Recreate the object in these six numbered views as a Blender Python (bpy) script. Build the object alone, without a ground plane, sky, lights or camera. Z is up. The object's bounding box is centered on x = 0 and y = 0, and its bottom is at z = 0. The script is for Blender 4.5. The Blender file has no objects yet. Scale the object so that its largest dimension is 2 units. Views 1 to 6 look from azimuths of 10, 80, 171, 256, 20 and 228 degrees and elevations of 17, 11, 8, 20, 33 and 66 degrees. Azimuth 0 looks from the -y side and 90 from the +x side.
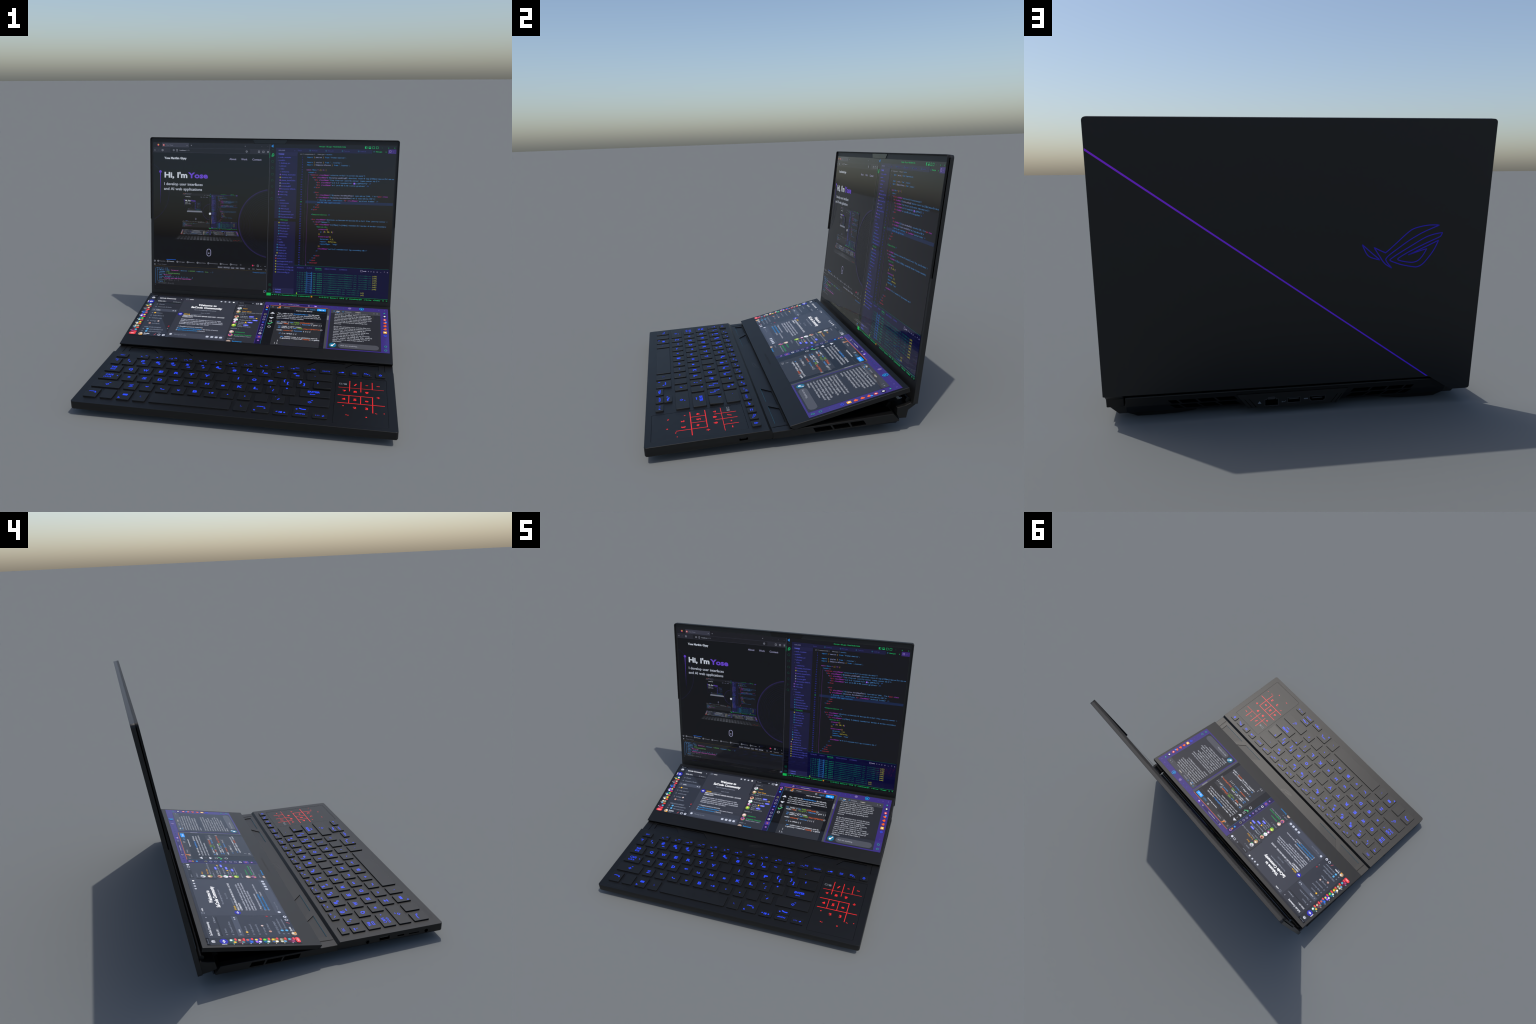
"""Open dual-screen gaming laptop, built part by part.

Frame: metres, z up, x = width (+-1), front edge at y = -0.86, lid top at z = 1.56.
Four working frames describe where things sit:
  deck(x, y, h)   keyboard deck, tilted by 1.5 degrees, h above its surface
  strip(x, y, h)  lower strip behind the deck step
  slant(x, w, h)  the second display, raised by 12 degrees, w up its slope
  lid(x, s, d)    the lid, leaning back 7.8 degrees, s up from the hinge, d in front of the back
"""
import bpy, bmesh, math
import numpy as np
from mathutils import Matrix, Vector

rng = np.random.default_rng(7)

# ------------------------------------------------------------------ frames
DECK = 0.026


def deck(x, y, h=0.0):
    return (x, y - DECK * h, 0.098 + DECK * (y + 0.858) + h)


def strip(x, y, h=0.0):
    return (x, y - 0.033 * h, 0.100 + 0.033 * (y + 0.167) + h)


def slant(x, w, h=0.0):
    return (x, -0.072 + 0.978 * w - 0.208 * h, 0.1245 + 0.208 * w + 0.978 * h)


def lid(x, s, d=0.0):
    return (x, 0.668 + 0.1351 * s - 0.9908 * d, 0.168 + 0.9908 * s + 0.1351 * d)


GLASS = 0.025   # lid: depth of the front surface
RIM = 0.0358    # lid: depth of the raised rim round the upper half
KEY_H = 0.0085  # keys stand this high over the deck

# ------------------------------------------------------------------ materials


def lin(hexa):
    c = [int(hexa[i:i + 2], 16) / 255 for i in (1, 3, 5)]
    return [v / 12.92 if v <= 0.04045 else ((v + 0.055) / 1.055) ** 2.4 for v in c] + [1.0]


def principled(name):
    m = bpy.data.materials.new(name)
    m.use_nodes = True
    return m, m.node_tree, m.node_tree.nodes["Principled BSDF"]


def shell_material(name, tone, rough, spec=0.5, grain=0.04, bump=0.0, tint=(0.95, 0.98, 1.04), scale=900.0):
    """Dark anodised metal or plastic: fine grain in colour and gloss."""
    m, t, p = principled(name)
    p.inputs["Specular IOR Level"].default_value = spec
    tc = t.nodes.new("ShaderNodeTexCoord")
    nz = t.nodes.new("ShaderNodeTexNoise")
    nz.inputs["Scale"].default_value = scale
    nz.inputs["Detail"].default_value = 2
    t.links.new(tc.outputs["Object"], nz.inputs["Vector"])
    ramp = t.nodes.new("ShaderNodeValToRGB")
    ramp.color_ramp.elements[0].position, ramp.color_ramp.elements[1].position = 0.3, 0.7
    for e, k in zip(ramp.color_ramp.elements, (0.88, 1.12)):
        e.color = [tone * k * c for c in tint] + [1]
    t.links.new(nz.outputs["Fac"], ramp.inputs["Fac"])
    t.links.new(ramp.outputs["Color"], p.inputs["Base Color"])
    mr = t.nodes.new("ShaderNodeMapRange")
    mr.inputs["To Min"].default_value, mr.inputs["To Max"].default_value = rough - grain, rough + grain
    t.links.new(nz.outputs["Fac"], mr.inputs["Value"])
    t.links.new(mr.outputs["Result"], p.inputs["Roughness"])
    if bump:
        b = t.nodes.new("ShaderNodeBump")
        b.inputs["Strength"].default_value = bump
        b.inputs["Distance"].default_value = 0.0004
        t.links.new(nz.outputs["Fac"], b.inputs["Height"])
        t.links.new(b.outputs["Normal"], p.inputs["Normal"])
    return m


BODY = shell_material("black anodised shell", 0.0018, 0.46, 0.43)
KEYCAP = shell_material("black keycap plastic", 0.0034, 0.46, 0.44)
LIDBACK = shell_material("black lid metal", 0.0070, 0.48, 0.46)
RUBBER = shell_material("black rubber", 0.003, 0.60, 0.3)
CAVITY = shell_material("unlit cavity black", 0.0004, 0.8, 0.05)  # base and gloss lowered to near nothing, painting the shadow inside slots and recesses
METAL = shell_material("dark connector metal", 0.03, 0.38)
PADMAT = shell_material("touchpad surface", 0.0022, 0.455, 0.43)

# pierced intake floor: fine hole grid in very dark blue-grey tones
MESHMAT, _t, _p = principled("intake grille")
_tc = _t.nodes.new("ShaderNodeTexCoord")
_v = _t.nodes.new("ShaderNodeTexVoronoi")
_v.inputs["Scale"].default_value = 330
_v.inputs["Randomness"].default_value = 0.0
_t.links.new(_tc.outputs["Object"], _v.inputs["Vector"])
_r = _t.nodes.new("ShaderNodeValToRGB")
_r.color_ramp.elements[0].position, _r.color_ramp.elements[1].position = 0.35, 0.5
_r.color_ramp.elements[0].color = (0.0008, 0.0012, 0.002, 1)
_r.color_ramp.elements[1].color = (0.0022, 0.0034, 0.0055, 1)
_t.links.new(_v.outputs["Distance"], _r.inputs["Fac"])
_t.links.new(_r.outputs["Color"], _p.inputs["Base Color"])
_p.inputs["Roughness"].default_value = 0.47
_p.inputs["Specular IOR Level"].default_value = 0.40

# lid stripe: violet running to blue along its length
STRIPE, _t, _p = principled("violet stripe enamel")
_tc = _t.nodes.new("ShaderNodeTexCoord")
_sx = _t.nodes.new("ShaderNodeSeparateXYZ")
_t.links.new(_tc.outputs["Object"], _sx.inputs["Vector"])
_mr = _t.nodes.new("ShaderNodeMapRange")
_mr.inputs["From Min"].default_value, _mr.inputs["From Max"].default_value = -0.9, 1.0
_t.links.new(_sx.outputs["X"], _mr.inputs["Value"])
_r = _t.nodes.new("ShaderNodeValToRGB")
_r.color_ramp.elements[0].color = (0.055, 0.012, 0.95, 1)
_r.color_ramp.elements[1].color = (0.38, 0.020, 1.0, 1)
_t.links.new(_mr.outputs["Result"], _r.inputs["Fac"])
_t.links.new(_r.outputs["Color"], _p.inputs["Base Color"])
_p.inputs["Roughness"].default_value = 0.5

INKS = {}


def ink(hexa, rough=0.04, gain=1.0):
    """Plain printed or displayed colour; the displays are as glossy as glass."""
    key = (hexa, rough, gain)
    if key not in INKS:
        m, t, p = principled("display colour" if rough < 0.2 else "printed colour")
        p.inputs["Base Color"].default_value = [min(1.0, c * gain) for c in lin(hexa)[:3]] + [1]
        p.inputs["Roughness"].default_value = rough
        INKS[key] = m
    return INKS[key]


# ------------------------------------------------------------------ mesh helpers
COLL = bpy.context.scene.collection


def make(name, mesh, parent=None, mats=(), smooth=None):
    ob = bpy.data.objects.new(name, mesh)
    COLL.objects.link(ob)
    if parent is not None:
        ob.parent = parent
    for m in mats:
        mesh.materials.append(m)
    if smooth is not None:
        soften(mesh, smooth)
    return ob


def soften(mesh, angle):
    bm = bmesh.new()
    bm.from_mesh(mesh)
    for f in bm.faces:
        f.smooth = True
    for e in bm.edges:
        if len(e.link_faces) == 2:
            bend = math.degrees(e.calc_face_angle(0))
            a, b = sorted(f.calc_area() for f in e.link_faces)
            e.smooth = bend <= angle and not (bend > 4 and b > 8 * a and len(max(e.link_faces, key=lambda f: f.calc_area()).verts) > 3 and b > 4e-4)
    bm.to_mesh(mesh)
    bm.free()


def mesh_from(name, verts, faces):
    me = bpy.data.meshes.new(name)
    me.from_pydata([tuple(v) for v in verts], [], faces)
    bm = bmesh.new()
    bm.from_mesh(me)
    bmesh.ops.recalc_face_normals(bm, faces=bm.faces)
    bm.to_mesh(me)
    bm.free()
    return me


def loft_data(rings):
    n = len(rings[0])
    verts = [v for r in rings for v in r]
    faces = [tuple(range(n))[::-1], tuple(range(n * (len(rings) - 1), n * len(rings)))]
    for k in range(len(rings) - 1):
        for i in range(n):
            j = (i + 1) % n
            faces.append((k * n + i, k * n + j, (k + 1) * n + j, (k + 1) * n + i))
    return verts, faces


def loft(name, rings):
    return mesh_from(name, *loft_data(rings))


def join_data(parts):
    verts, faces = [], []
    for v, f in parts:
        o = len(verts)
        verts += list(v)
        faces += [tuple(i + o for i in q) for q in f]
    return verts, faces


def fillet(points, seg=5):
    """Closed polygon of (a, b, radius): each corner replaced by an arc."""
    out = []
    n = len(points)
    for i in range(n):
        a, b, r = points[i]
        p = np.array([a, b])
        u = np.array(points[i - 1][:2]) - p
        v = np.array(points[(i + 1) % n][:2]) - p
        u, v = u / np.linalg.norm(u), v / np.linalg.norm(v)
        if r <= 0:
            out.append((a, b))
            continue
        half = math.acos(max(-1, min(1, float(u @ v)))) / 2
        dist = r / math.tan(half)
        centre = p + (u + v) / np.linalg.norm(u + v) * (r / math.sin(half))
        s, e = p + u * dist - centre, p + v * dist - centre
        a0, a1 = math.atan2(s[1], s[0]), math.atan2(e[1], e[0])
        da = (a1 - a0 + math.pi) % (2 * math.pi) - math.pi
        for k in range(seg + 1):
            t = a0 + da * k / seg
            out.append((centre[0] + r * math.cos(t), centre[1] + r * math.sin(t)))
    return out


def inset(poly, d):
    """Move every vertex of a counter-clockwise polygon inwards by d."""
    out = []
    n = len(poly)
    for i in range(n):
        p0, p, p1 = (np.array(poly[k % n]) for k in (i - 1, i, i + 1))
        e0, e1 = p - p0, p1 - p
        e0, e1 = e0 / (np.linalg.norm(e0) + 1e-12), e1 / (np.linalg.norm(e1) + 1e-12)
        n0, n1 = np.array([-e0[1], e0[0]]), np.array([-e1[1], e1[0]])
        m = n0 + n1
        m = m / max(np.linalg.norm(m) ** 2, 0.5) * 2 * 0.5
        k = 2.0 / max((n0 + n1) @ (n0 + n1), 0.6)
        out.append(tuple(p + (n0 + n1) * 0.5 * k * d))
    return out


def rounded_rect(w, d, r, seg=4):
    return fillet([(-w / 2, -d / 2, r), (w / 2, -d / 2, r), (w / 2, d / 2, r), (-w / 2, d / 2, r)], seg)


def prism_x(poly_yz, x0, x1, edge=0.0):
    """Extrude a (y, z) outline along x, with its end edges eased by `edge`."""
    if edge:
        small = inset(poly_yz, edge) if area(poly_yz) > 0 else inset(poly_yz, -edge)
        seq = [(small, x0), (poly_yz, x0 + edge), (poly_yz, x1 - edge), (small, x1)]
    else:
        seq = [(poly_yz, x0), (poly_yz, x1)]
    return loft_data([[(x, y, z) for y, z in p] for p, x in seq])


def area(poly):
    return 0.5 * sum(poly[i - 1][0] * poly[i][1] - poly[i][0] * poly[i - 1][1] for i in range(len(poly)))


def block(x0, x1, y0, y1, z0, z1):
    return loft_data([[(x0, y0, z), (x1, y0, z), (x1, y1, z), (x0, y1, z)] for z in (z0, z1)])


def tube(p0, p1, r, n=20, r1=None):
    p0, p1 = Vector(p0), Vector(p1)
    ax = (p1 - p0).normalized()
    u = ax.orthogonal().normalized()
    v = ax.cross(u)
    ring = lambda c, rr: [tuple(c + (u * math.cos(2 * math.pi * k / n) + v * math.sin(2 * math.pi * k / n)) * rr) for k in range(n)]
    return loft_data([ring(p0, r), ring(p1, r1 or r)])


def ease(mesh, width, segments=2, angle=40):
    """Round the sharp edges of a mesh."""
    bm = bmesh.new()
    bm.from_mesh(mesh)
    edges = [e for e in bm.edges if len(e.link_faces) == 2 and e.calc_face_angle(0) > math.radians(angle)]
    bmesh.ops.bevel(bm, geom=edges, offset=width, segments=segments, affect="EDGES", clamp_overlap=True)
    bm.to_mesh(mesh)
    bm.free()


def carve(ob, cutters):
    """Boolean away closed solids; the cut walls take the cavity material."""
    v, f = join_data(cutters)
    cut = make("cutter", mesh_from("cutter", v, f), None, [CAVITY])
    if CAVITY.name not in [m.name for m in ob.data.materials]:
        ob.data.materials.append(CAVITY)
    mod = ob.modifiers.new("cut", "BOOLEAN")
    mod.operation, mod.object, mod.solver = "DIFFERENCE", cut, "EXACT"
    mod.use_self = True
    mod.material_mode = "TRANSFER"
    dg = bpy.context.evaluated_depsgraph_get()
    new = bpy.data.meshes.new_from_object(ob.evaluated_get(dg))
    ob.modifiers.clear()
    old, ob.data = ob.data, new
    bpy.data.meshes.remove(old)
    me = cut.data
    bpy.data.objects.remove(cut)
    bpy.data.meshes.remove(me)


# ------------------------------------------------------------------ lettering
class Font:
    """Outlines of the built-in typeface, scaled so that a capital is 1 high."""

    def __init__(self, weight):
        chars = [chr(c) for c in range(33, 127)]
        obs = {}
        for key in chars + ["H" + c + "H" for c in chars] + ["HH"]:
            cu = bpy.data.curves.new("glyph", "FONT")
            cu.body, cu.size, cu.resolution_u, cu.offset = key, 1.0, 2, weight
            cu.fill_mode = "FRONT" if hasattr(cu, "fill_mode") else "BOTH"
            ob = bpy.data.objects.new("glyph", cu)
            COLL.objects.link(ob)
            obs[key] = ob
        bpy.context.view_layer.update()
        dg = bpy.context.evaluated_depsgraph_get()
        shape, wide = {}, {}
        for key, ob in obs.items():
            ev = ob.evaluated_get(dg)
            me = ev.to_mesh()
            v = np.array([(p.co.x, p.co.y) for p in me.vertices]).reshape(-1, 2)
            me.calc_loop_triangles()
            t = np.array([tuple(q.vertices) for q in me.loop_triangles], int).reshape(-1, 3)
            if len(key) == 1:
                shape[key] = (v, t)
            wide[key] = np.ptp(v[:, 0]) if len(v) else 0.0
            ev.to_mesh_clear()
        cap = np.ptp(shape["H"][0][:, 1])
        self.g = {c: (v / cap, t) for c, (v, t) in shape.items()}
        self.adv = {c: (wide["H" + c + "H"] - wide["HH"]) / cap for c in chars}
        self.adv[" "] = 0.42
        for ob in obs.values():
            cu = ob.data
            bpy.data.objects.remove(ob)
            bpy.data.curves.remove(cu)

    def set(self, text, mono=None):
        """Vertices, triangles and advance of a line of text at capital height 1."""
        vs, ts, pen, base = [], [], 0.0, 0
        for c in text:
            a = self.adv.get(c, 0.5)
            if c in self.g:
                v, t = self.g[c]
                dx = pen
                if mono:
                    mid = (v[:, 0].min() + v[:, 0].max()) / 2
                    dx = pen + mono / 2 - mid
                vs.append(v + [dx, 0])
                ts.append(t + base)
                base += len(v)
            pen += mono or a
        if not vs:
            return np.zeros((0, 2)), np.zeros((0, 3), int), pen
        return np.concatenate(vs), np.concatenate(ts), pen


FONTS = {0: Font(0.0), 1: Font(0.018), 2: Font(0.036)}


class Canvas:
    """Flat coloured shapes laid in thin layers on a surface given by a frame function."""

    STEP = 0.0005

    def __init__(self, frame, height):
        self.frame, self.height, self.items = frame, height, []

    def add(self, part, col, layer, v, t):
        if len(t):
            self.items.append((part, col, layer, np.asarray(v, float), np.asarray(t, int)))

    def poly(self, part, pts, col, layer):
        n = len(pts)
        self.add(part, col, layer, pts, [(0, i, i + 1) for i in range(1, n - 1)])

    def rect(self, part, x0, y0, x1, y1, col, layer=1, r=0.0):
        if r:
            self.poly(part, fillet([(x0, y0, r), (x1, y0, r), (x1, y1, r), (x0, y1, r)], 4), col, layer)
        else:
            self.poly(part, [(x0, y0), (x1, y0), (x1, y1), (x0, y1)], col, layer)

    def disc(self, part, x, y, r, col, layer=2, n=20, ry=None):
        ry = ry or r
        self.poly(part, [(x + r * math.cos(2 * math.pi * k / n), y + ry * math.sin(2 * math.pi * k / n)) for k in range(n)], col, layer)

    def stroke(self, part, pts, w, col, layer=2, closed=False):
        """A line of constant width through the points."""
        pts = [np.array(p, float) for p in pts]
        n = len(pts)
        left, right = [], []
        for i, p in enumerate(pts):
            a = pts[(i - 1) % n] if (closed or i > 0) else p
            b = pts[(i + 1) % n] if (closed or i < n - 1) else p
            d0, d1 = p - a, b - p
            d0 = d0 / np.linalg.norm(d0) if np.linalg.norm(d0) > 1e-9 else None
            d1 = d1 / np.linalg.norm(d1) if np.linalg.norm(d1) > 1e-9 else None
            d0 = d1 if d0 is None else d0
            d1 = d0 if d1 is None else d1
            m = np.array([-(d0 + d1)[1], (d0 + d1)[0]])
            k = np.linalg.norm(m)
            m = m / k if k > 0.5 else np.array([-d1[1], d1[0]])
            left.append(p + m * w / 2)
            right.append(p - m * w / 2)
        tris = []
        for i in range(n if closed else n - 1):
            j = (i + 1) % n
            tris += [(i, n + i, n + j), (i, n + j, j)]
        self.add(part, col, layer, left + right, tris)

    def ring(self, part, x, y, r, w, col, layer=2, n=20):
        self.stroke(part, [(x + r * math.cos(2 * math.pi * k / n), y + r * math.sin(2 * math.pi * k / n)) for k in range(n)], w, col, layer, True)

    def text(self, part, x, y, s, cap, col, layer=3, w=None, bold=0, align="l", mono=None, crop=None):
        """One line: x, y = start of the baseline; w = width to fit; mono = fixed pitch."""
        v, t, adv = FONTS[bold].set(s, mono / cap if mono else None)
        if not len(v):
            return x
        kx = cap
        if w:
            kx = w / max(adv, 1e-6)
        wid = adv * kx
        if align == "c":
            x -= wid / 2
        elif align == "r":
            x -= wid
        v = v * [kx, cap] + [x, y]
        if crop:
            v, t = clip(v, t, crop, (x, y, wid, cap))
        self.add(part, col, layer, v, t)
        return x + wid

    def code(self, part, x, y, marked, cap, pitch, pal, layer=3, bold=0):
        """Fixed-pitch line; '^k' switches to colour pal[k]."""
        col = None
        run, start, pos = "", 0, 0
        i = 0
        while i <= len(marked):
            if i == len(marked) or marked[i] == "^":
                if run.strip():
                    self.text(part, x + start * pitch, y, run, cap, col, layer, mono=pitch, bold=bold)
                if i == len(marked):
                    break
                col = pal[marked[i + 1]]
                run, start = "", pos
                i += 2
                continue
            run += marked[i]
            pos += 1
            i += 1

    def build(self, parent, rough=0.04, gain=1.0):
        parts = {}
        for it in self.items:
            parts.setdefault(it[0], []).append(it)
        out = []
        for part, items in parts.items():
            cols = sorted({it[1] for it in items})
            vs, ts, mi, base = [], [], [], 0
            for _, col, layer, v, t in items:
                h = self.height + layer * self.STEP
                vs.append(np.column_stack([v, np.full(len(v), h)]))
                ts.append(t + base)
                mi.append(np.full(len(t), cols.index(col)))
                base += len(v)
            v, t, mi = np.concatenate(vs), np.concatenate(ts), np.concatenate(mi)
            w = np.column_stack(self.frame(v[:, 0], v[:, 1], v[:, 2]))
            # every shape faces out of the surface
            up = np.array(self.frame(0.0, 0.0, 1.0)) - np.array(self.frame(0.0, 0.0, 0.0))
            nrm = np.cross(w[t[:, 1]] - w[t[:, 0]], w[t[:, 2]] - w[t[:, 0]])
            flip = nrm @ up < 0
            t[flip] = t[flip][:, ::-1]
            me = bpy.data.meshes.new(part)
            me.vertices.add(len(w))
            me.vertices.foreach_set("co", w.astype(np.float32).ravel())
            me.loops.add(len(t) * 3)
            me.loops.foreach_set("vertex_index", t.astype(np.int32).ravel())
            me.polygons.add(len(t))
            me.polygons.foreach_set("loop_start", np.arange(0, len(t) * 3, 3, dtype=np.int32))
            me.polygons.foreach_set("material_index", mi.astype(np.int32))
            me.update(calc_edges=True)
            me.validate()
            ob = make(part, me, parent, [ink(c, rough, gain) for c in cols])
            ob["kind"] = "stuff"
            out.append(ob)
        return out


def clip(v, t, crop, box):
    """Keep the part of a triangle soup inside a sub-box given in fractions of the text box."""
    x, y, w, h = box
    planes = ((1, 0, x + crop[0] * w), (-1, 0, -(x + crop[1] * w)), (0, 1, y + crop[2] * h), (0, -1, -(y + crop[3] * h)))
    polys = [[tuple(v[i]) for i in q] for q in t]
    for a, b, c in planes:
        kept = []
        for p in polys:
            q = []
            for i in range(len(p)):
                p0, p1 = p[i - 1], p[i]
                d0, d1 = a * p0[0] + b * p0[1] - c, a * p1[0] + b * p1[1] - c
                if (d0 >= 0) != (d1 >= 0):
                    k = d0 / (d0 - d1)
                    q.append((p0[0] + (p1[0] - p0[0]) * k, p0[1] + (p1[1] - p0[1]) * k))
                if d1 >= 0:
                    q.append(p1)
            if len(q) > 2:
                kept.append(q)
        polys = kept
    vs, ts = [], []
    for p in polys:
        o = len(vs)
        vs += p
        ts += [(o, o + i, o + i + 1) for i in range(1, len(p) - 1)]
    return np.array(vs).reshape(-1, 2), np.array(ts, int).reshape(-1, 3)

# ================================================================== the laptop
laptop = bpy.data.objects.new("dual_screen_laptop", None)
COLL.objects.link(laptop)
laptop["label"] = "open black gaming laptop with a second slanted display"
laptop["category"] = "laptop"

# ------------------------------------------------------------------ chassis (rear base)
# side outline of the low rear base: strip level in front, rising to the hinge end
side = fillet([(-0.170, 0.060, 0), (0.567, 0.0745, 0.004), (0.530, 0.1228, 0.003), (-0.170, 0.0999, 0)], 3)
chassis = make("chassis", mesh_from("chassis", *prism_x(side, -0.9965, 0.9965, 0.002)), laptop, [BODY])

cut = []
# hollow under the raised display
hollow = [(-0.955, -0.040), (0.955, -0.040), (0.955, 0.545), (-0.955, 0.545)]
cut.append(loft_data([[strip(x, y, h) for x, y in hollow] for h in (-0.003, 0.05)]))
# four slanted intake windows in the strip
windows = []
for sgn in (-1, 1):
    outer = [(0.902, -0.1385), (0.671, -0.1385), (0.722, -0.078), (0.902, -0.078)]
    inner = [(0.613, -0.1385), (0.411, -0.1385), (0.472, -0.078), (0.678, -0.078)]
    for w in (outer, inner):
        p = [(sgn * x, y) for x, y in w]
        windows.append(p)
        cut.append(loft_data([[strip(x, y, h) for x, y in p] for h in (-0.008, 0.03)]))
# seams across the strip
for sgn in (-1, 1):
    cut.append(loft_data([[strip(sgn * x, y, h) for x, y in ((0.9405, -0.166), (0.9435, -0.166), (0.9415, -0.05), (0.9385, -0.05))] for h in (-0.004, 0.02)]))
# three slanted exhaust slots in each flank
for sgn in (-1, 1):
    for y0, y1 in ((0.058, 0.156), (0.168, 0.258), (0.271, 0.350)):
        ring = [(y0, 0.097 + 0.03 * (y0 - 0.058)), (y1, 0.097 + 0.03 * (y1 - 0.058)), (y1 + 0.016, 0.072 + 0.024 * (y1 - 0.058)), (y0 + 0.014, 0.071 + 0.024 * (y0 - 0.058))]
        cut.append(loft_data([[(sgn * x, y, z) for y, z in ring] for x in (0.972, 1.02)]))
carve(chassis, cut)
soften(chassis.data, 30)

# fins inside the exhaust slots
fins = []
for sgn in (-1, 1):
    for k in range(36):
        y = 0.070 + 0.0083 * k
        fins.append(block(*sorted((sgn * 0.974, sgn * 0.988)), y, y + 0.0022, 0.068, 0.104))
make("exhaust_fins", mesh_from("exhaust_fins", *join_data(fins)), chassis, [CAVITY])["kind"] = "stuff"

# pierced floors of the intakes and the thin cyan light line along each front edge
cyan = Canvas(strip, 0.0)
for p in windows:
    sgn = 1 if p[0][0] > 0 else -1
    quad = [strip(x, y, -0.0052) for x, y in p]
    deep = [strip(x, y, -0.0078) for x, y in p]
    make("intake_grille", loft("intake_grille", [deep, quad]), chassis, [MESHMAT])
    xs = sorted((p[0][0], p[1][0]))
    make("light_line", loft("light_line", [[strip(x, y, h) for x, y in ((xs[0] + 0.004, -0.1384), (xs[1] - 0.004, -0.1384), (xs[1] - 0.004, -0.1376), (xs[0] + 0.004, -0.1376))] for h in (-0.0053, -0.0012)]), chassis, [ink("#1b86a6", 0.5)])

# frame lip around the strip
lip = []
for sgn in (-1, 1):
    lip.append(loft_data([[strip(sgn * x, y, h) for x, y in ((0.936, -0.158), (0.939, -0.158), (0.934, -0.060), (0.931, -0.060))] for h in (-0.001, 0.0012)]))
make("strip_ridge", mesh_from("strip_ridge", *join_data(lip)), chassis, [BODY])

# ------------------------------------------------------------------ underside and feet
belly = []
for y, z_side, z_low in ((-0.70, 0.049, 0.044), (-0.15, 0.062, 0.050), (0.35, 0.0715, 0.042), (0.566, 0.0765, 0.034)):
    belly.append([(-0.985, y, z_side), (-0.935, y, z_low), (0.935, y, z_low), (0.985, y, z_side), (0.985, y, z_side + 0.006), (-0.985, y, z_side + 0.006)])
make("bottom_cover", loft("bottom_cover", belly), laptop, [BODY], 30)

for sgn in (-1, 1):
    bar = []
    for u, low in ((0.0, 0.030), (0.10, 0.012), (0.35, 0.002), (0.60, 0.0), (0.88, 0.0), (1.0, 0.018)):
        x = sgn * (0.495 + 0.395 * u)
        bar.append([(x, 0.490, 0.048), (x, 0.499, low + 0.004), (x, 0.504, low), (x, 0.530, low), (x, 0.537, low + 0.004), (x, 0.545, 0.048)])
    make("foot", loft("foot", bar), laptop, [RUBBER], 30)

# ------------------------------------------------------------------ rear block with vents and ports
rear = fillet([(0.522, 0.038, 0), (0.576, 0.038, 0.0), (0.618, 0.087, 0.002), (0.626, 0.140, 0.006), (0.600, 0.150, 0.004), (0.540, 0.150, 0.004), (0.522, 0.125, 0)], 3)
rear_block = make("rear_block", mesh_from("rear_block", *prism_x(rear, -0.880, 0.894, 0.002)), laptop, [BODY])
cut = []
for sgn, cells in ((1, ((0.676, 0.632), (0.620, 0.534), (0.522, 0.436), (0.424, 0.326))), (-1, ((0.690, 0.645), (0.633, 0.547), (0.535, 0.449), (0.437, 0.339)))):
    for a, b in cells:
        top = [(sgn * a, 0.110), (sgn * b, 0.110), (sgn * (b - 0.020), 0.0895), (sgn * (a - 0.020), 0.0895)]
        cut.append(loft_data([[(x, y, z) for x, z in top] for y in (0.575, 0.650)]))
        # second row on the sloping underside
        low = [(sgn * (a - 0.008), 0.0), (sgn * (b - 0.008), 0.0), (sgn * (b - 0.040), 1.0), (sgn * (a - 0.040), 1.0)]
        ring = lambda off: [(x, 0.6135 - 0.0270 * u - off * 0.76, 0.0818 - 0.0315 * u + off * 0.65) for x, u in low]
        cut.append(loft_data([ring(-0.012), ring(0.016)]))
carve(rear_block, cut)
soften(rear_block.data, 30)

# trapezoid port panel that hangs lower in the middle
px = [(-0.305, 0.118), (-0.240, 0.036), (0.250, 0.036), (0.312, 0.118)]
port_panel = make("port_panel", mesh_from("port_panel", *loft_data([[(x, 0.560, z) for x, z in px], [(x, 0.624, z) for x, z in px], [(x * 0.995, 0.6275, z + (0.002 if z < 0.08 else -0.002)) for x, z in px]])), laptop, [BODY])
cut = []
net = [(0.087, 0.046), (0.159, 0.046), (0.159, 0.080), (0.148, 0.080), (0.148, 0.087), (0.140, 0.087), (0.140, 0.093), (0.106, 0.093), (0.106, 0.087), (0.098, 0.087), (0.098, 0.080), (0.087, 0.080)]
usb = [(-0.034, 0.056), (0.034, 0.056), (0.034, 0.083), (-0.034, 0.083)]
hdmi = [(-0.164, 0.056), (-0.098, 0.056), (-0.088, 0.066), (-0.088, 0.083), (-0.174, 0.083), (-0.174, 0.066)]
for ring in (net, usb, hdmi):
    cut.append(loft_data([[(x, y, z) for x, z in ring] for y in (0.598, 0.65)]))
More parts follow.
